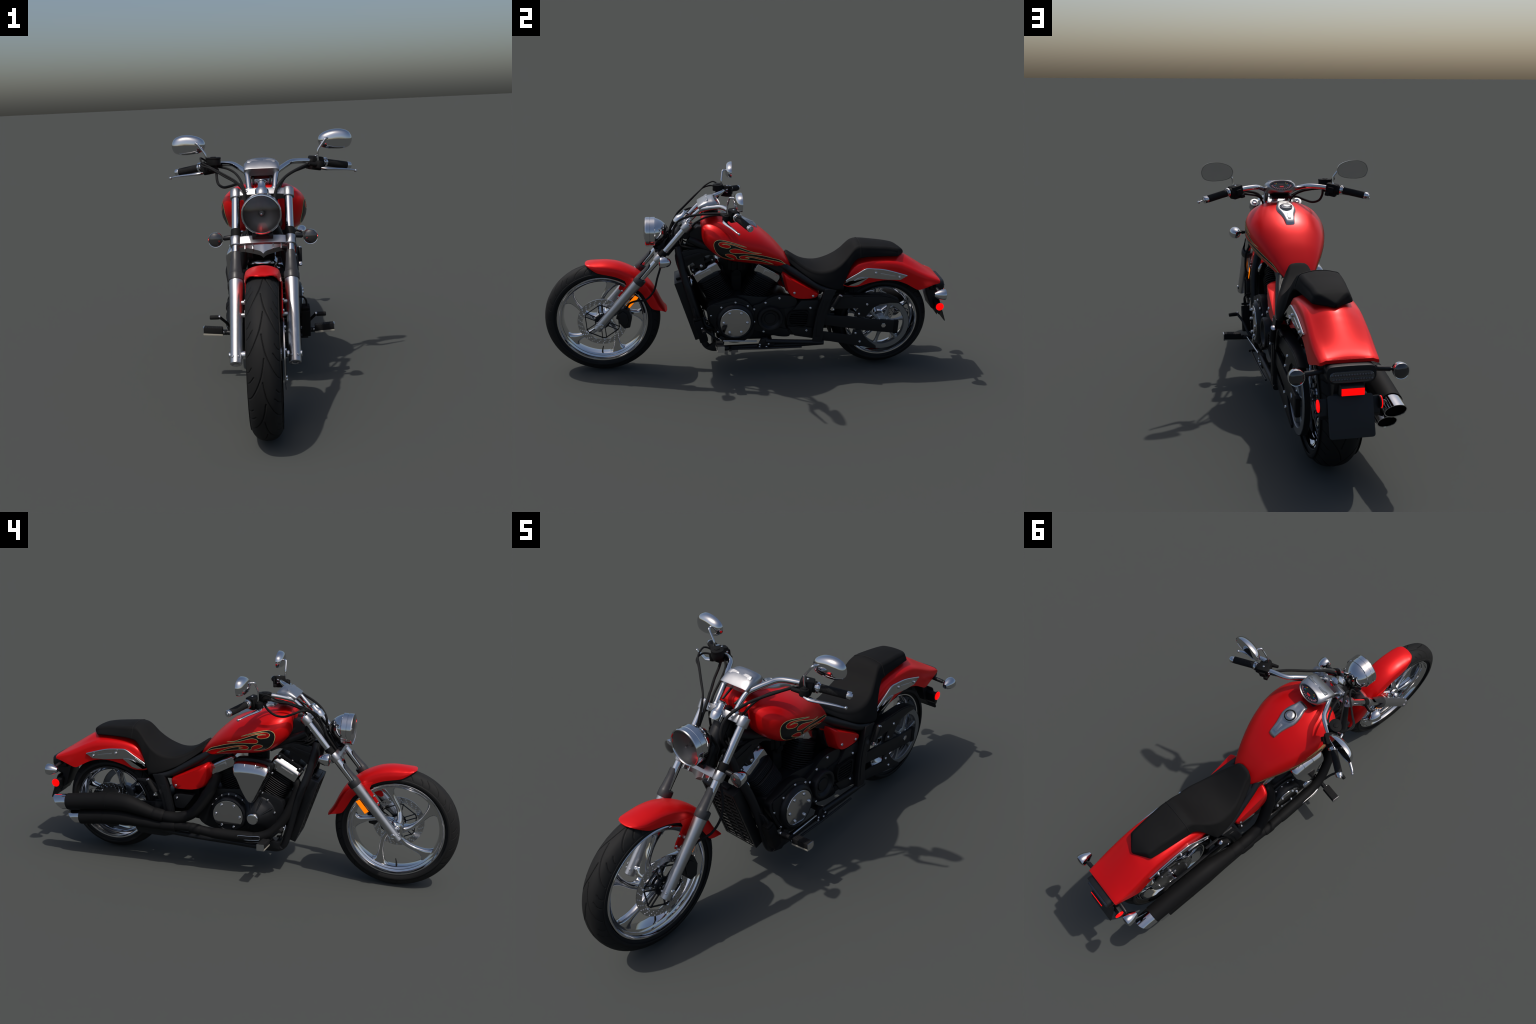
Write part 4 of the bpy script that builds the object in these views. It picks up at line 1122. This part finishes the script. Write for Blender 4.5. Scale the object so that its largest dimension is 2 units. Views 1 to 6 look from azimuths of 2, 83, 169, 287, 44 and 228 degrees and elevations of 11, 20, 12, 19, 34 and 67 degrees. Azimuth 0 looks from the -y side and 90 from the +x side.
# ------------------------------------------------------------------ engine
eng = Build()
eng.add(prism([tuple(p) for p in spline([(-.205, .370), (-.120, .400), (-.05, .410), (0.03, .400), (0.10, .395), (0.17, .385), (0.20, .33), (0.20, .23), (0.15, .195), (0.0, .180), (-.13, .180), (-.195, .24), (-.215, .31)], 3, closed=True)], -0.085, 0.085, 0.006))
eng.add(prism([(-.17, .178), (.10, .178), (.08, .160), (-.14, .160)], -0.06, 0.06, 0.004))
engine = eng.make("crankcase", BLACK)
for sg, top, ax_ in ((-1, Vector((0, -0.204, 0.4965)), Vector((0, -0.485, 0.875))), (1, Vector((0, 0.072, 0.4885)), Vector((0, 0.485, 0.875)))):
    ax_.normalize()
    fd = X.cross(ax_).normalized()
    fins = Build()
    for i in range(14):
        h = -0.005-0.0094*i
        hx, hy = (0.068, 0.0735) if i < 4 else (0.076, 0.0715)
        c = top + ax_*h
        prof = [(hx*math.copysign(abs(math.cos(t))**0.62, math.cos(t)), hy*math.copysign(abs(math.sin(t))**0.62, math.sin(t))) for t in np.linspace(0, TAU, 40, endpoint=False)]
        fins.add(loft([[c + X*(u*k) + fd*(v*k) + ax_*dz for u, v in prof] for dz, k in ((-0.0024, 0.80), (-0.0017, 0.985), (-0.0006, 1.0), (0.0006, 1.0), (0.0017, 0.985), (0.0024, 0.80))]))
    fins.add(box(top - ax_*0.070, (0.118, 0.110, 0.150), (X, fd, ax_), 0.02))
    cyl = fins.make("cylinder", FINBLACK, None, 50)
    off = top + X*-0.0170           # the heads sit towards the air cleaner
    octo = ((1, .88), (.80, 1), (-.80, 1), (-1, .88), (-1, -.88), (-.80, -1), (.80, -1), (1, -.88))
    tiers = ((0.0, 0.063, 0.0735), (0.040, 0.063, 0.0735), (0.049, 0.055, 0.067), (0.054, 0.050, 0.060), (0.058, 0.046, 0.056))
    head = mesh_object("cylinder_head_cover", *bevelled(loft([[off + X*(u*wx) + fd*(v*wy) + ax_*h for u, v in octo] for h, wx, wy in tiers]), 0.002), COVER, cyl, 30)
    for s in SIDES:
        # raised panel framed by a bright edge
        c = off + X*(s*0.063) + ax_*0.019 + fd*(-sg*0.010)
        mesh_object("head_panel", *box(c, (0.003, 0.068, 0.028), (X, fd, ax_), 0.001), CHROME, head)
        mesh_object("head_panel", *box(c + X*(s*0.0012), (0.003, 0.060, 0.022), (X, fd, ax_), 0.001), COVER, head)
    br = Build()
    for e in (-1, 1):
        br.add(box(off + fd*(e*0.054) + ax_*0.064, (0.110, 0.022, 0.026), (X, fd, ax_), 0.003))
        br.add(rod(off + fd*(e*0.040) + ax_*0.050 - X*0.045, off + fd*(e*0.040) + ax_*0.050 + X*0.045, 0.007))
    br.add(box(off + ax_*0.070, (0.100, 0.128, 0.014), (X, fd, ax_), 0.003))
    mb = br.make("head_bracket", BLACK, cyl)
    for s in SIDES:
        for e in (-0.054, 0.054):
            bolt(off + X*(s*0.0555) + fd*e + ax_*0.066, X*s, mb, 0.8)
# engine mounts from the front head to the frame
for s in SIDES:
    mesh_object("engine_mount", *prism([(-.232, .612), (-.290, .580), (-.256, .537), (-.240, .535), (-.222, .548)], s*0.042, s*0.052, 0.003), BLACK)
    bolt((s*0.053, -0.2425, 0.5555), X*s, None, 1.5)
# intake between the cylinders
itk = Build()
itk.add(box((0, -0.07, 0.555), (0.07, 0.09, 0.07), None, 0.012)).add(box((0, -0.07, 0.46), (0.05, 0.05, 0.1), None, 0.01))
for s in SIDES:
    itk.add(box((s*0.034, -0.083, 0.545), (0.014, 0.026, 0.045), None, 0.005)).add(box((s*0.034, -0.052, 0.545), (0.014, 0.026, 0.045), None, 0.005))
    itk.add(rod((0, -0.07, 0.52), (s*0.040, -0.07, 0.510), 0.018))
itk.make("intake", MATT)

# left: clutch cover with steel disc
CC = Vector((0, -0.0805, 0.2865))
cl = Build()
cl.add(prism([tuple(p) for p in spline([(-.218, .360), (-.207, .300), (-.165, .228), (-.125, .179), (-.080, .168), (-.036, .176), (.008, .212), (.016, .290), (.008, .345), (-.022, .386), (-.080, .409), (-.150, .392)], 4, closed=True)], 0.080, 0.114, 0.006))
cl.add(prism([tuple(p) for p in spline([(-.203, .370), (-.200, .318), (-.160, .236), (-.120, .190), (-.080, .182), (-.040, .190), (-.002, .220), (.006, .290), (-.002, .340), (-.030, .372), (-.080, .392), (-.150, .380)], 4, closed=True)], 0.112, 0.119, 0.003))
cl.add(lathe([(0, 0.10), (0.0935, 0.10), (0.0935, 0.122), (0.0915, 0.128), (0.0850, 0.136), (0.0800, 0.1385), (0.0765, 0.1375), (0.0755, 0.134), (0, 0.134)], CC, X, 72))
clutch = cl.make("clutch_cover", BLACK)
mesh_object("clutch_disc", *lathe([(0, 0.130), (0.0750, 0.130), (0.0750, 0.1385), (0.0742, 0.1400), (0.0725, 0.1408), (0, 0.1408)], CC, X, 72), COVER, clutch)
for y, z in ((-.109, .338), (-.052, .338), (-.0225, .288), (-.138, .289), (-.052, .238), (-.109, .238)):
    bolt((0.1412, y, z), X, clutch, 1.15)
for y, z, x in ((-.198, .318, .1155), (-.148, .362, .1195), (-.080, .387, .1195), (-.020, .367, .1195), (-.164, .231, .1155), (.012, .347, .1145), (.014, .280, .1145)):
    bolt((x, y, z), X, clutch, 0.95)
# left: belt-drive cover with round boss and louvred vent
bc = Build()
bc.add(prism([tuple(p) for p in spline([(.005, .355), (.045, .372), (.085, .398), (.135, .412), (.210, .402), (.225, .372), (.205, .335), (.175, .300), (.168, .255), (.195, .195), (.150, .190), (.075, .208), (.040, .222), (.012, .235), (.005, .29)], 4, closed=True)], 0.070, 0.103, 0.005))
bc.add(lathe([(0, 0.090), (0.064, 0.090), (0.064, 0.122), (0.0605, 0.128), (0.0545, 0.1295), (0.049, 0.1275), (0.045, 0.121), (0.040, 0.1155), (0.029, 0.1150), (0.0285, 0.1175), (0.0265, 0.1195), (0, 0.1195)], FP, X, 60))
bc.add(prism([(.196, .336), (.211, .345), (.243, .387), (.330, .387), (.330, .334), (.290, .334)], 0.080, 0.113, 0.004))
bc.add(prism([(.180, .250), (.303, .240), (.310, .180), (.216, .197)], 0.080, 0.113, 0.004))
bc.add(prism([(.16, .35), (.33, .35), (.33, .19), (.19, .20)], 0.070, 0.104, 0.003))
belt = bc.make("belt_cover", BLACK)
lv = Build()
fo = [tuple(p) for p in spline([(.176, .296), (.188, .328), (.215, .333), (.266, .334), (.285, .320), (.284, .295), (.278, .258), (.258, .244), (.215, .253), (.187, .262)], 4, closed=True)]
c0 = np.mean(fo, axis=0)
fi = [tuple(c0+(np.array(p)-c0)*0.84) for p in fo]
v, f = perforated(fo, [fi], lambda u, w, t: (t, u, w), 0.096, 0.1230)
lv.add((v, f))
for i in range(6):
    z = 0.262+0.0118*i
    lv.add(box((0.1145, 0.2315, z), (0.012, 0.088, 0.0055), (X, (0, 0.995, -0.06), (0, 0.06, 0.995)), 0.001))
lv.make("vent_louvre", MATT, belt)
for y, z, x in ((.136, .398, .1035), (.068, .375, .1035), (.290, .347, .1135), (.275, .226, .1135), (.062, .222, .1035)):
    bolt((x, y, z), X, belt, 1.1)

# right: generator cover with chrome plate, cone boss
RC = Vector((0, 0.0385, 0.2855))
gc = Build()
gc.add(lathe([(0, -0.07), (0.098, -0.07), (0.100, -0.092), (0.096, -0.097), (0.089, -0.099), (0.087, -0.112), (0.083, -0.124), (0.078, -0.129), (0.0745, -0.130), (0.073, -0.127), (0, -0.127)], RC, X, 64))
gc.add(lathe([(0, -0.07), (0.100, -0.07), (0.098, -0.088), (0.092, -0.094), (0.078, -0.096), (0.066, -0.108), (0.036, -0.128), (0.030, -0.132), (0, -0.132)], (0, -0.085, 0.285), X, 60))
for a in (1.2, 1.9, 2.6, 5.2):
    d = Vector((0, -math.sin(a), math.cos(a))) if False else Vector((0, math.cos(a), math.sin(a)))
    p = Vector((0, -0.085, 0.285))
    gc.add(sweep([p + d*0.028 + X*-0.128, p + d*0.066 + X*-0.108, p + d*0.092 + X*-0.094], [0.004, 0.005, 0.004], 8))
gen = gc.make("generator_cover", BLACK)
flat = [(RC.y+0.0725*math.cos(t), max(RC.z+0.0725*math.sin(t), RC.z-0.044+0.10*(RC.y+0.0725*math.cos(t)-RC.y)*-1)) for t in np.linspace(0, TAU, 72, endpoint=False)]
mesh_object("generator_plate", *prism(flat, -0.120, -0.1335, 0.0025), COVER, gen)
for dy, dz in ((0.030, 0.050), (-0.030, 0.050), (0.058, 0.004), (-0.058, -0.002), (0.030, -0.050), (-0.028, -0.054)):
    bolt((-0.1338 if dz > -0.04 else -0.1300, RC.y+dy, RC.z+dz), -X, gen, 1.15)
for i in range(9):
    a = math.radians(20+22*i)
    bolt((-0.0985, RC.y+0.0935*math.cos(a), RC.z+0.0925*math.sin(a)), -X, gen, 0.8)
mesh_object("cover_boss", *lathe([(0, -0.12), (0.0275, -0.12), (0.0280, -0.138), (0.0265, -0.1415), (0.023, -0.1435), (0, -0.1435)], (0, -0.0825, 0.284), X, 40), CHROME, gen)
for y, z in ((-.142, .370), (-.176, .312), (-.117, .404), (-.162, .230)):
    bolt((-0.0945, y, z), -X, gen, 0.9)

# right: wedge-shaped chrome air cleaner
o = spline([(.014, .530), (.004, .549), (-.040, .556), (-.110, .5535), (-.152, .541), (-.157, .520), (-.140, .475), (-.092, .375), (-.078, .361), (-.064, .366), (-.030, .420), (.005, .500)], 5, closed=True)
O = np.array([tuple(p) for p in o])
c0 = np.array([-0.075, 0.45])
rings = []
for x, k, dz in ((-0.075, 0.90, 0.0), (-0.105, 0.99, 0.0), (-0.118, 1.0, 0), (-0.128, 0.995, 0.002), (-0.140, 0.965, 0.010), (-0.150, 0.92, 0.022), (-0.156, 0.87, 0.034), (-0.158, 0.82, 0.040), (-0.158, 0.4, 0.02), (-0.158, 0.05, 0)):
    ring = []
    for p in O:
        q = c0+(p-c0)*k
        up_ = max(0, (p[1]-0.49)/0.065)
        ring.append((x, q[0], q[1]-dz*up_*0.7))
    rings.append(ring)
air = mesh_object("air_cleaner", *loft(rings), COVER, None, 60)
mesh_object("air_cleaner_back", *prism([tuple(c0+(p-c0)*1.07) for p in O[::2]], -0.06, -0.098, 0.004), BLACK, air)
for y in (-0.045, -0.095):
    mesh_object("air_cleaner_rib", *sweep([(-0.116, y, 0.5555), (-0.130, y, 0.5535), (-0.143, y, 0.540), (-0.152, y+0.002, 0.523)], [0.0018, 0.0022, 0.0022, 0.001], 8), CHROME, air)
for y, z in ((-0.163, 0.505), (-0.118, 0.405)):
    bolt((-0.099, y, z), -X, air, 0.9)

# ------------------------------------------------------------------ exhaust (right side)
def pipe(name, pts, rad_, mat=MATT, parent=None, segs=28):
    return mesh_object(name, *sweep(spline(pts, 8), rad_, segs), mat, parent, 60)


up_c = [(-0.060, 0.110, 0.455), (-0.098, 0.118, 0.425), (-0.120, 0.140, 0.375), (-0.142, 0.185, 0.305), (-0.153, 0.225, 0.270), (-0.160, 0.280, 0.2545), (-0.165, 0.345, 0.2570), (-0.169, 0.400, 0.266), (-0.172, 0.460, 0.284), (-0.174, 0.520, 0.300), (-0.1745, 0.565, 0.304), (-0.175, 0.63, 0.3005), (-0.175, 0.74, 0.287), (-0.175, 0.842, 0.2725)]
up_r = [0.022, 0.025, 0.027, 0.026, 0.024, 0.0235, 0.0245, 0.028, 0.034, 0.0405, 0.0415, 0.0415, 0.041, 0.0405]
ex1 = pipe("exhaust_pipe", up_c, up_r)
lo_c = [(-0.050, -0.255, 0.475), (-0.068, -0.275, 0.440), (-0.085, -0.265, 0.395), (-0.104, -0.243, 0.330), (-0.122, -0.208, 0.268), (-0.138, -0.160, 0.222), (-0.150, -0.09, 0.201), (-0.157, 0.03, 0.200), (-0.163, 0.110, 0.203), (-0.168, 0.160, 0.211), (-0.170, 0.212, 0.219), (-0.170, 0.285, 0.2165), (-0.170, 0.355, 0.2115), (-0.169, 0.460, 0.217), (-0.170, 0.555, 0.2250), (-0.171, 0.65, 0.2185), (-0.172, 0.778, 0.2015)]
lo_r = [0.019, 0.020, 0.0205, 0.0215, 0.022, 0.0225, 0.0225, 0.0225, 0.0225, 0.022, 0.0215, 0.0210, 0.0215, 0.0290, 0.0370, 0.0375, 0.0370]
ex2 = pipe("exhaust_pipe", lo_c, lo_r)
# heat shields: slightly proud half sleeves on the outer side
for pts, r, par, part in ((up_c[4:7], 0.0265, ex1, None), (up_c[6:8], 0.029, ex1, None), (lo_c[11:13], 0.0245, ex2, None), (lo_c[9:11], 0.0245, ex2, None), (lo_c[6:9], 0.0255, ex2, None)):
    q = spline([p if len(pts) > 2 else p for p in pts], 6) if len(pts) > 2 else [np.array(pts[0])+(np.array(pts[1])-np.array(pts[0]))*t for t in np.linspace(0, 1, 8)]
    n = len(q)
    rr = [r*(0.90+0.10*min(1, 4*min(i, n-1-i)/max(1, n-1)*2)) for i in range(n)]
    mesh_object("heat_shield", *sweep([Vector(p) - X*0.0015 for p in q], rr, 24), MATT, par, 50)
slot = []
for t in np.linspace(0, TAU, 41):
    yy = -0.075+0.052*math.copysign(abs(math.cos(t))**0.35, math.cos(t))
    zz = 0.2045+0.0095*math.copysign(abs(math.sin(t))**0.35, math.sin(t))-0.06*(yy+0.075)*(1 if yy < -0.075 else 0)
    k = float(np.interp(yy, [-0.16, -0.09, 0.03], [0.138, 0.150, 0.157]))
    slot.append((-(k+0.0245), yy, zz))
mesh_object("shield_slot", *sweep(slot, 0.0017, 8), STEEL, ex2)
for par, pos, rad_ in ((ex1, up_c[11], 0.0423), (ex2, lo_c[15], 0.0382)):
    d = Vector((0, 0.10, -0.013)).normalized()
    mesh_object("muffler_band", *lathe([(rad_-0.004, -0.002), (rad_, -0.002), (rad_+0.0004, 0), (rad_, 0.002), (rad_-0.004, 0.002)], pos, d, 40, close=True), MATT, par)


def tip(par, end, d, r, length, cut):
    """Slash-cut chrome tail pipe with a dark bore."""
    end, d = Vector(end), Vector(d).normalized()
    n = 40
    u, v, _ = frame(d)
    R = []
    for rr, h, k in ((r*0.97, -0.01, 0), (r, -0.004, 0), (r*1.01, 0.0, 0), (r, length*0.5, 0.5), (r, length, 1), (r*0.93, length-0.001, 1), (r*0.92, length*0.4, 0.3), (r*0.9, 0.005, 0)):
        ring = []
        for j in range(n):
            w = u*math.cos(TAU*j/n) + v*math.sin(TAU*j/n)
            ring.append(end + w*rr + d*(h + k*cut*w.z))
        R.append(ring)
    o = mesh_object("exhaust_tip", *loft(R, cap=False), CHROME, par, 45)
    mesh_object("tip_bore", *lathe([(0, 0.006), (r*0.9, 0.006), (r*0.9, 0.009), (0, 0.009)], end, d, 32), HOLE, par)


tip(ex1, up_c[-1], (0.0, 0.10, -0.0135), 0.0375, 0.048, 0.024)
tip(ex2, lo_c[-1], (0.0, 0.10, -0.013), 0.0340, 0.040, 0.022)
mesh_object("muffler_bracket", *prism([(0.42, 0.215), (0.62, 0.235), (0.80, 0.225), (0.80, 0.245), (0.60, 0.265), (0.42, 0.240)], -0.135, -0.150, 0.003), BLACK)

# ------------------------------------------------------------------ swingarm and belt guards
for s in SIDES:
    o = [(0.330, 0.315), (0.475, 0.3005), (0.600, 0.281), (0.718, 0.2715), (0.736, 0.266), (0.733, 0.205), (0.715, 0.204), (0.562, 0.2225), (0.390, 0.2530), (0.330, 0.262)]
    sa = mesh_object("swingarm", *prism(o, s*0.112, s*0.124, 0.003) if s > 0 else prism(o, -0.108, -0.122, 0.003), BLACK)
    mesh_object("swingarm_cap", *prism([(0.716, 0.273), (0.740, 0.270), (0.738, 0.2), (0.714, 0.200)], s*0.108, s*0.1265, 0.004), MATT, sa)
    if s > 0:
        g1 = [(0.395, 0.390), (0.430, 0.403), (0.640, 0.4035), (0.690, 0.394), (0.735, 0.374), (0.733, 0.364), (0.690, 0.366), (0.637, 0.3585), (0.605, 0.3405), (0.588, 0.318), (0.570, 0.292), (0.511, 0.298), (0.516, 0.318), (0.535, 0.341), (0.385, 0.341)]
        g = mesh_object("belt_guard", *prism(g1, 0.111, 0.120, 0.0025), BLACK, sa)
        mesh_object("belt_guard", *prism([(0.395, 0.398), (0.430, 0.409), (0.640, 0.409), (0.690, 0.399), (0.735, 0.379), (0.735, 0.374), (0.690, 0.394), (0.640, 0.4035), (0.430, 0.4035), (0.40, 0.392)], 0.078, 0.117, 0.001), BLACK, sa)
        g2 = [(0.340, 0.222), (0.394, 0.214), (0.505, 0.1945), (0.511, 0.2255), (0.549, 0.2245), (0.560, 0.203), (0.578, 0.178), (0.600, 0.154), (0.634, 0.130), (0.634, 0.1155), (0.538, 0.1345), (0.397, 0.1645), (0.340, 0.172)]
        mesh_object("belt_guard", *prism(g2, 0.111, 0.1195, 0.0025), BLACK, sa)
        for y, z in ((0.572, 0.362), (0.534, 0.312), (0.523, 0.207), (0.547, 0.160)):
            bolt((0.1205, y, z), X, sa, 1.05)
        mesh_object("axle_adjuster", *box((0.117, 0.662, 0.2445), (0.016, 0.03, 0.03), None, 0.004), BLACK, sa)
mesh_object("brake_stay", *prism([(0.525, 0.175), (0.510, 0.142), (0.495, 0.135), (0.439, 0.131), (0.365, 0.131), (0.318, 0.145), (0.318, 0.170), (0.42, 0.185)], -0.106, -0.120, 0.003), BLACK)
sx = Build()
sx.add(box((0, 0.385, 0.285), (0.22, 0.06, 0.06), None, 0.01))
sx.make("swingarm_bridge", BLACK)
# shock absorber and inner mudguard ahead of the rear wheel
mg = []
for a in np.linspace(math.radians(95), math.radians(200), 20):
    r0, r1 = 0.262, 0.266
    c, sn = math.cos(a), math.sin(a)
    mg.append([(x, RW.y+r*c, RW.z+r*sn) for x, r in ((-0.074, r0-0.006), (-0.05, r0), (0.05, r0), (0.074, r0-0.006), (0.074, r1-0.006), (0.05, r1), (-0.05, r1), (-0.074, r1-0.006))])
mesh_object("mudguard", *loft(mg), MATT)

# ------------------------------------------------------------------ foot controls
for s in SIDES:
    a, bq = Vector((s*0.184, -0.162, 0.1985)), Vector((s*0.260, -0.158, 0.2035))
    d = (bq-a).normalized()
    mt = Build()
    mt.add(prism([(-.225, .150), (-.190, .175), (-.150, .215), (-.130, .205), (-.135, .165), (-.175, .135)], s*0.108, s*0.128, 0.003))
    mt.add(rod((s*0.12, -0.165, 0.190), (s*0.175, -0.162, 0.198), 0.010)).add(box(a - d*0.006, (0.022, 0.016, 0.020), (d, (0, 1, 0), (0, 0, 1)), 0.003))
    mt_o = mt.make("peg_mount", BLACK)
    fp = mesh_object("foot_peg", *box((a+bq)/2 + Vector((0, 0, 0.006)), ((bq-a).length, 0.034, 0.026), (d, (0, 1, 0), X.cross(Vector((0, 1, 0)))), 0.003), RUBBER, mt_o)
    rb2 = Build()
    for i in range(9):
        rb2.add(box(a + d*(0.006+0.008*i) + Vector((0, 0, 0.0190)), (0.004, 0.031, 0.0016), (d, (0, 1, 0), (0, 0, 1)), 0.001))
    rb2.make("peg_ribs", RUBBER, fp, 38, True)
    mesh_object("peg_base", *box((a+bq)/2 + d*0.001 + Vector((0, -0.002, -0.0085)), ((bq-a).length+0.003, 0.032, 0.008), (d, (0, 1, 0), (0, 0, 1)), 0.002), PAD, fp)
    mesh_object("peg_end", *box(bq + d*0.001 + Vector((0, 0, 0.003)), (0.0035, 0.035, 0.031), (d, (0, 1, 0), (0, 0, 1)), 0.001), CHROME, fp)
    bolt(a - d*0.004 + Vector((0, -0.009, 0.002)), (0, -1, 0), mt_o, 0.8)
    # shifter / brake pedal
    j = Vector((s*0.187, -0.240, 0.281))
    pedal = mesh_object("shift_lever" if s > 0 else "brake_pedal", *sweep(spline([(s*0.128, -0.158, 0.190), (s*0.148, -0.175, 0.212), (s*0.164, -0.212, 0.250), tuple(j)], 5), [0.007, 0.006, 0.0055, 0.006], 12), BLACK, mt_o)
    mesh_object("toe_peg", *lathe([(0, 0), (0.0075, 0.0), (0.0085, 0.004), (0.0085, 0.034), (0.0075, 0.037), (0, 0.037)], j + X*(s*0.002), X*s + Vector((0, 0.12, -0.02)), 16), RUBBER, pedal)
    bolt(j + Vector((0, -0.004, 0.004)), (0, -0.5, 0.6), pedal, 0.9)
    mesh_object("control_pivot", *lathe([(0, 0), (0.013, 0), (0.014, 0.003), (0.012, 0.006), (0, 0.008)], (s*0.128, -0.158, 0.190), X*s, 20), CHROME, mt_o)
lk = Build()
lk.add(rod((0.158, -0.142, 0.202), (0.136, 0.026, 0.185), 0.0036))

lk.make("shift_rod", CHROME)
ks = Build()
ks.add(prism([(0.030, .150), (0.050, .196), (0.075, .198), (0.100, .182), (0.120, .170), (0.100, .142), (0.05, .138)], 0.112, 0.134, 0.004))
ks.add(sweep(spline([(0.130, 0.070, 0.182), (0.127, 0.16, 0.175), (0.124, 0.27, 0.168), (0.122, 0.362, 0.162)], 5), [0.011, 0.0115, 0.012, 0.012], 16))
ks.add(sweep([(0.146, -0.10, 0.151), (0.147, 0.05, 0.150), (0.142, 0.25, 0.150)], [0.0045, 0.0045, 0.004], 10)).add(box((0.140, -0.105, 0.152), (0.035, 0.012, 0.010), None, 0.002))
kick = ks.make("side_stand", BLACK)
for y, z in ((0.042, 0.165), (0.040, 0.152), (0.085, 0.168), (0.075, 0.152)):
    bolt((0.1345, y, z), X, kick, 0.85)
# right: rear-brake master cylinder and chrome bits below the frame
bm_ = Build()
bm_.add(sweep([(-0.135, -0.150, 0.195), (-0.138, -0.10, 0.185), (-0.138, -0.03, 0.182)], [0.008, 0.011, 0.009], 14))
bm_.add(box((-0.130, -0.185, 0.17), (0.02, 0.05, 0.035), None, 0.004))
bm_.make("brake_cylinder", BLACK)
mesh_object("oil_line", *sweep(spline([(0.09, -0.235, 0.300), (0.095, -0.225, 0.262), (0.09, -0.195, 0.245), (0.07, -0.165, 0.243)], 6), 0.010, 14), BLACK)
mesh_object("oil_line", *sweep(spline([(-0.085, -0.190, 0.190), (-0.105, -0.215, 0.205), (-0.110, -0.225, 0.235), (-0.09, -0.23, 0.27)], 6), 0.007, 12), CHROME)
mesh_object("horn", *lathe([(0, 0), (0.03, 0), (0.032, 0.006), (0.026, 0.014), (0.012, 0.018), (0, 0.019)], (0.055, -0.300, 0.470), (0.5, -0.8, 0.1), 28), CHROME)
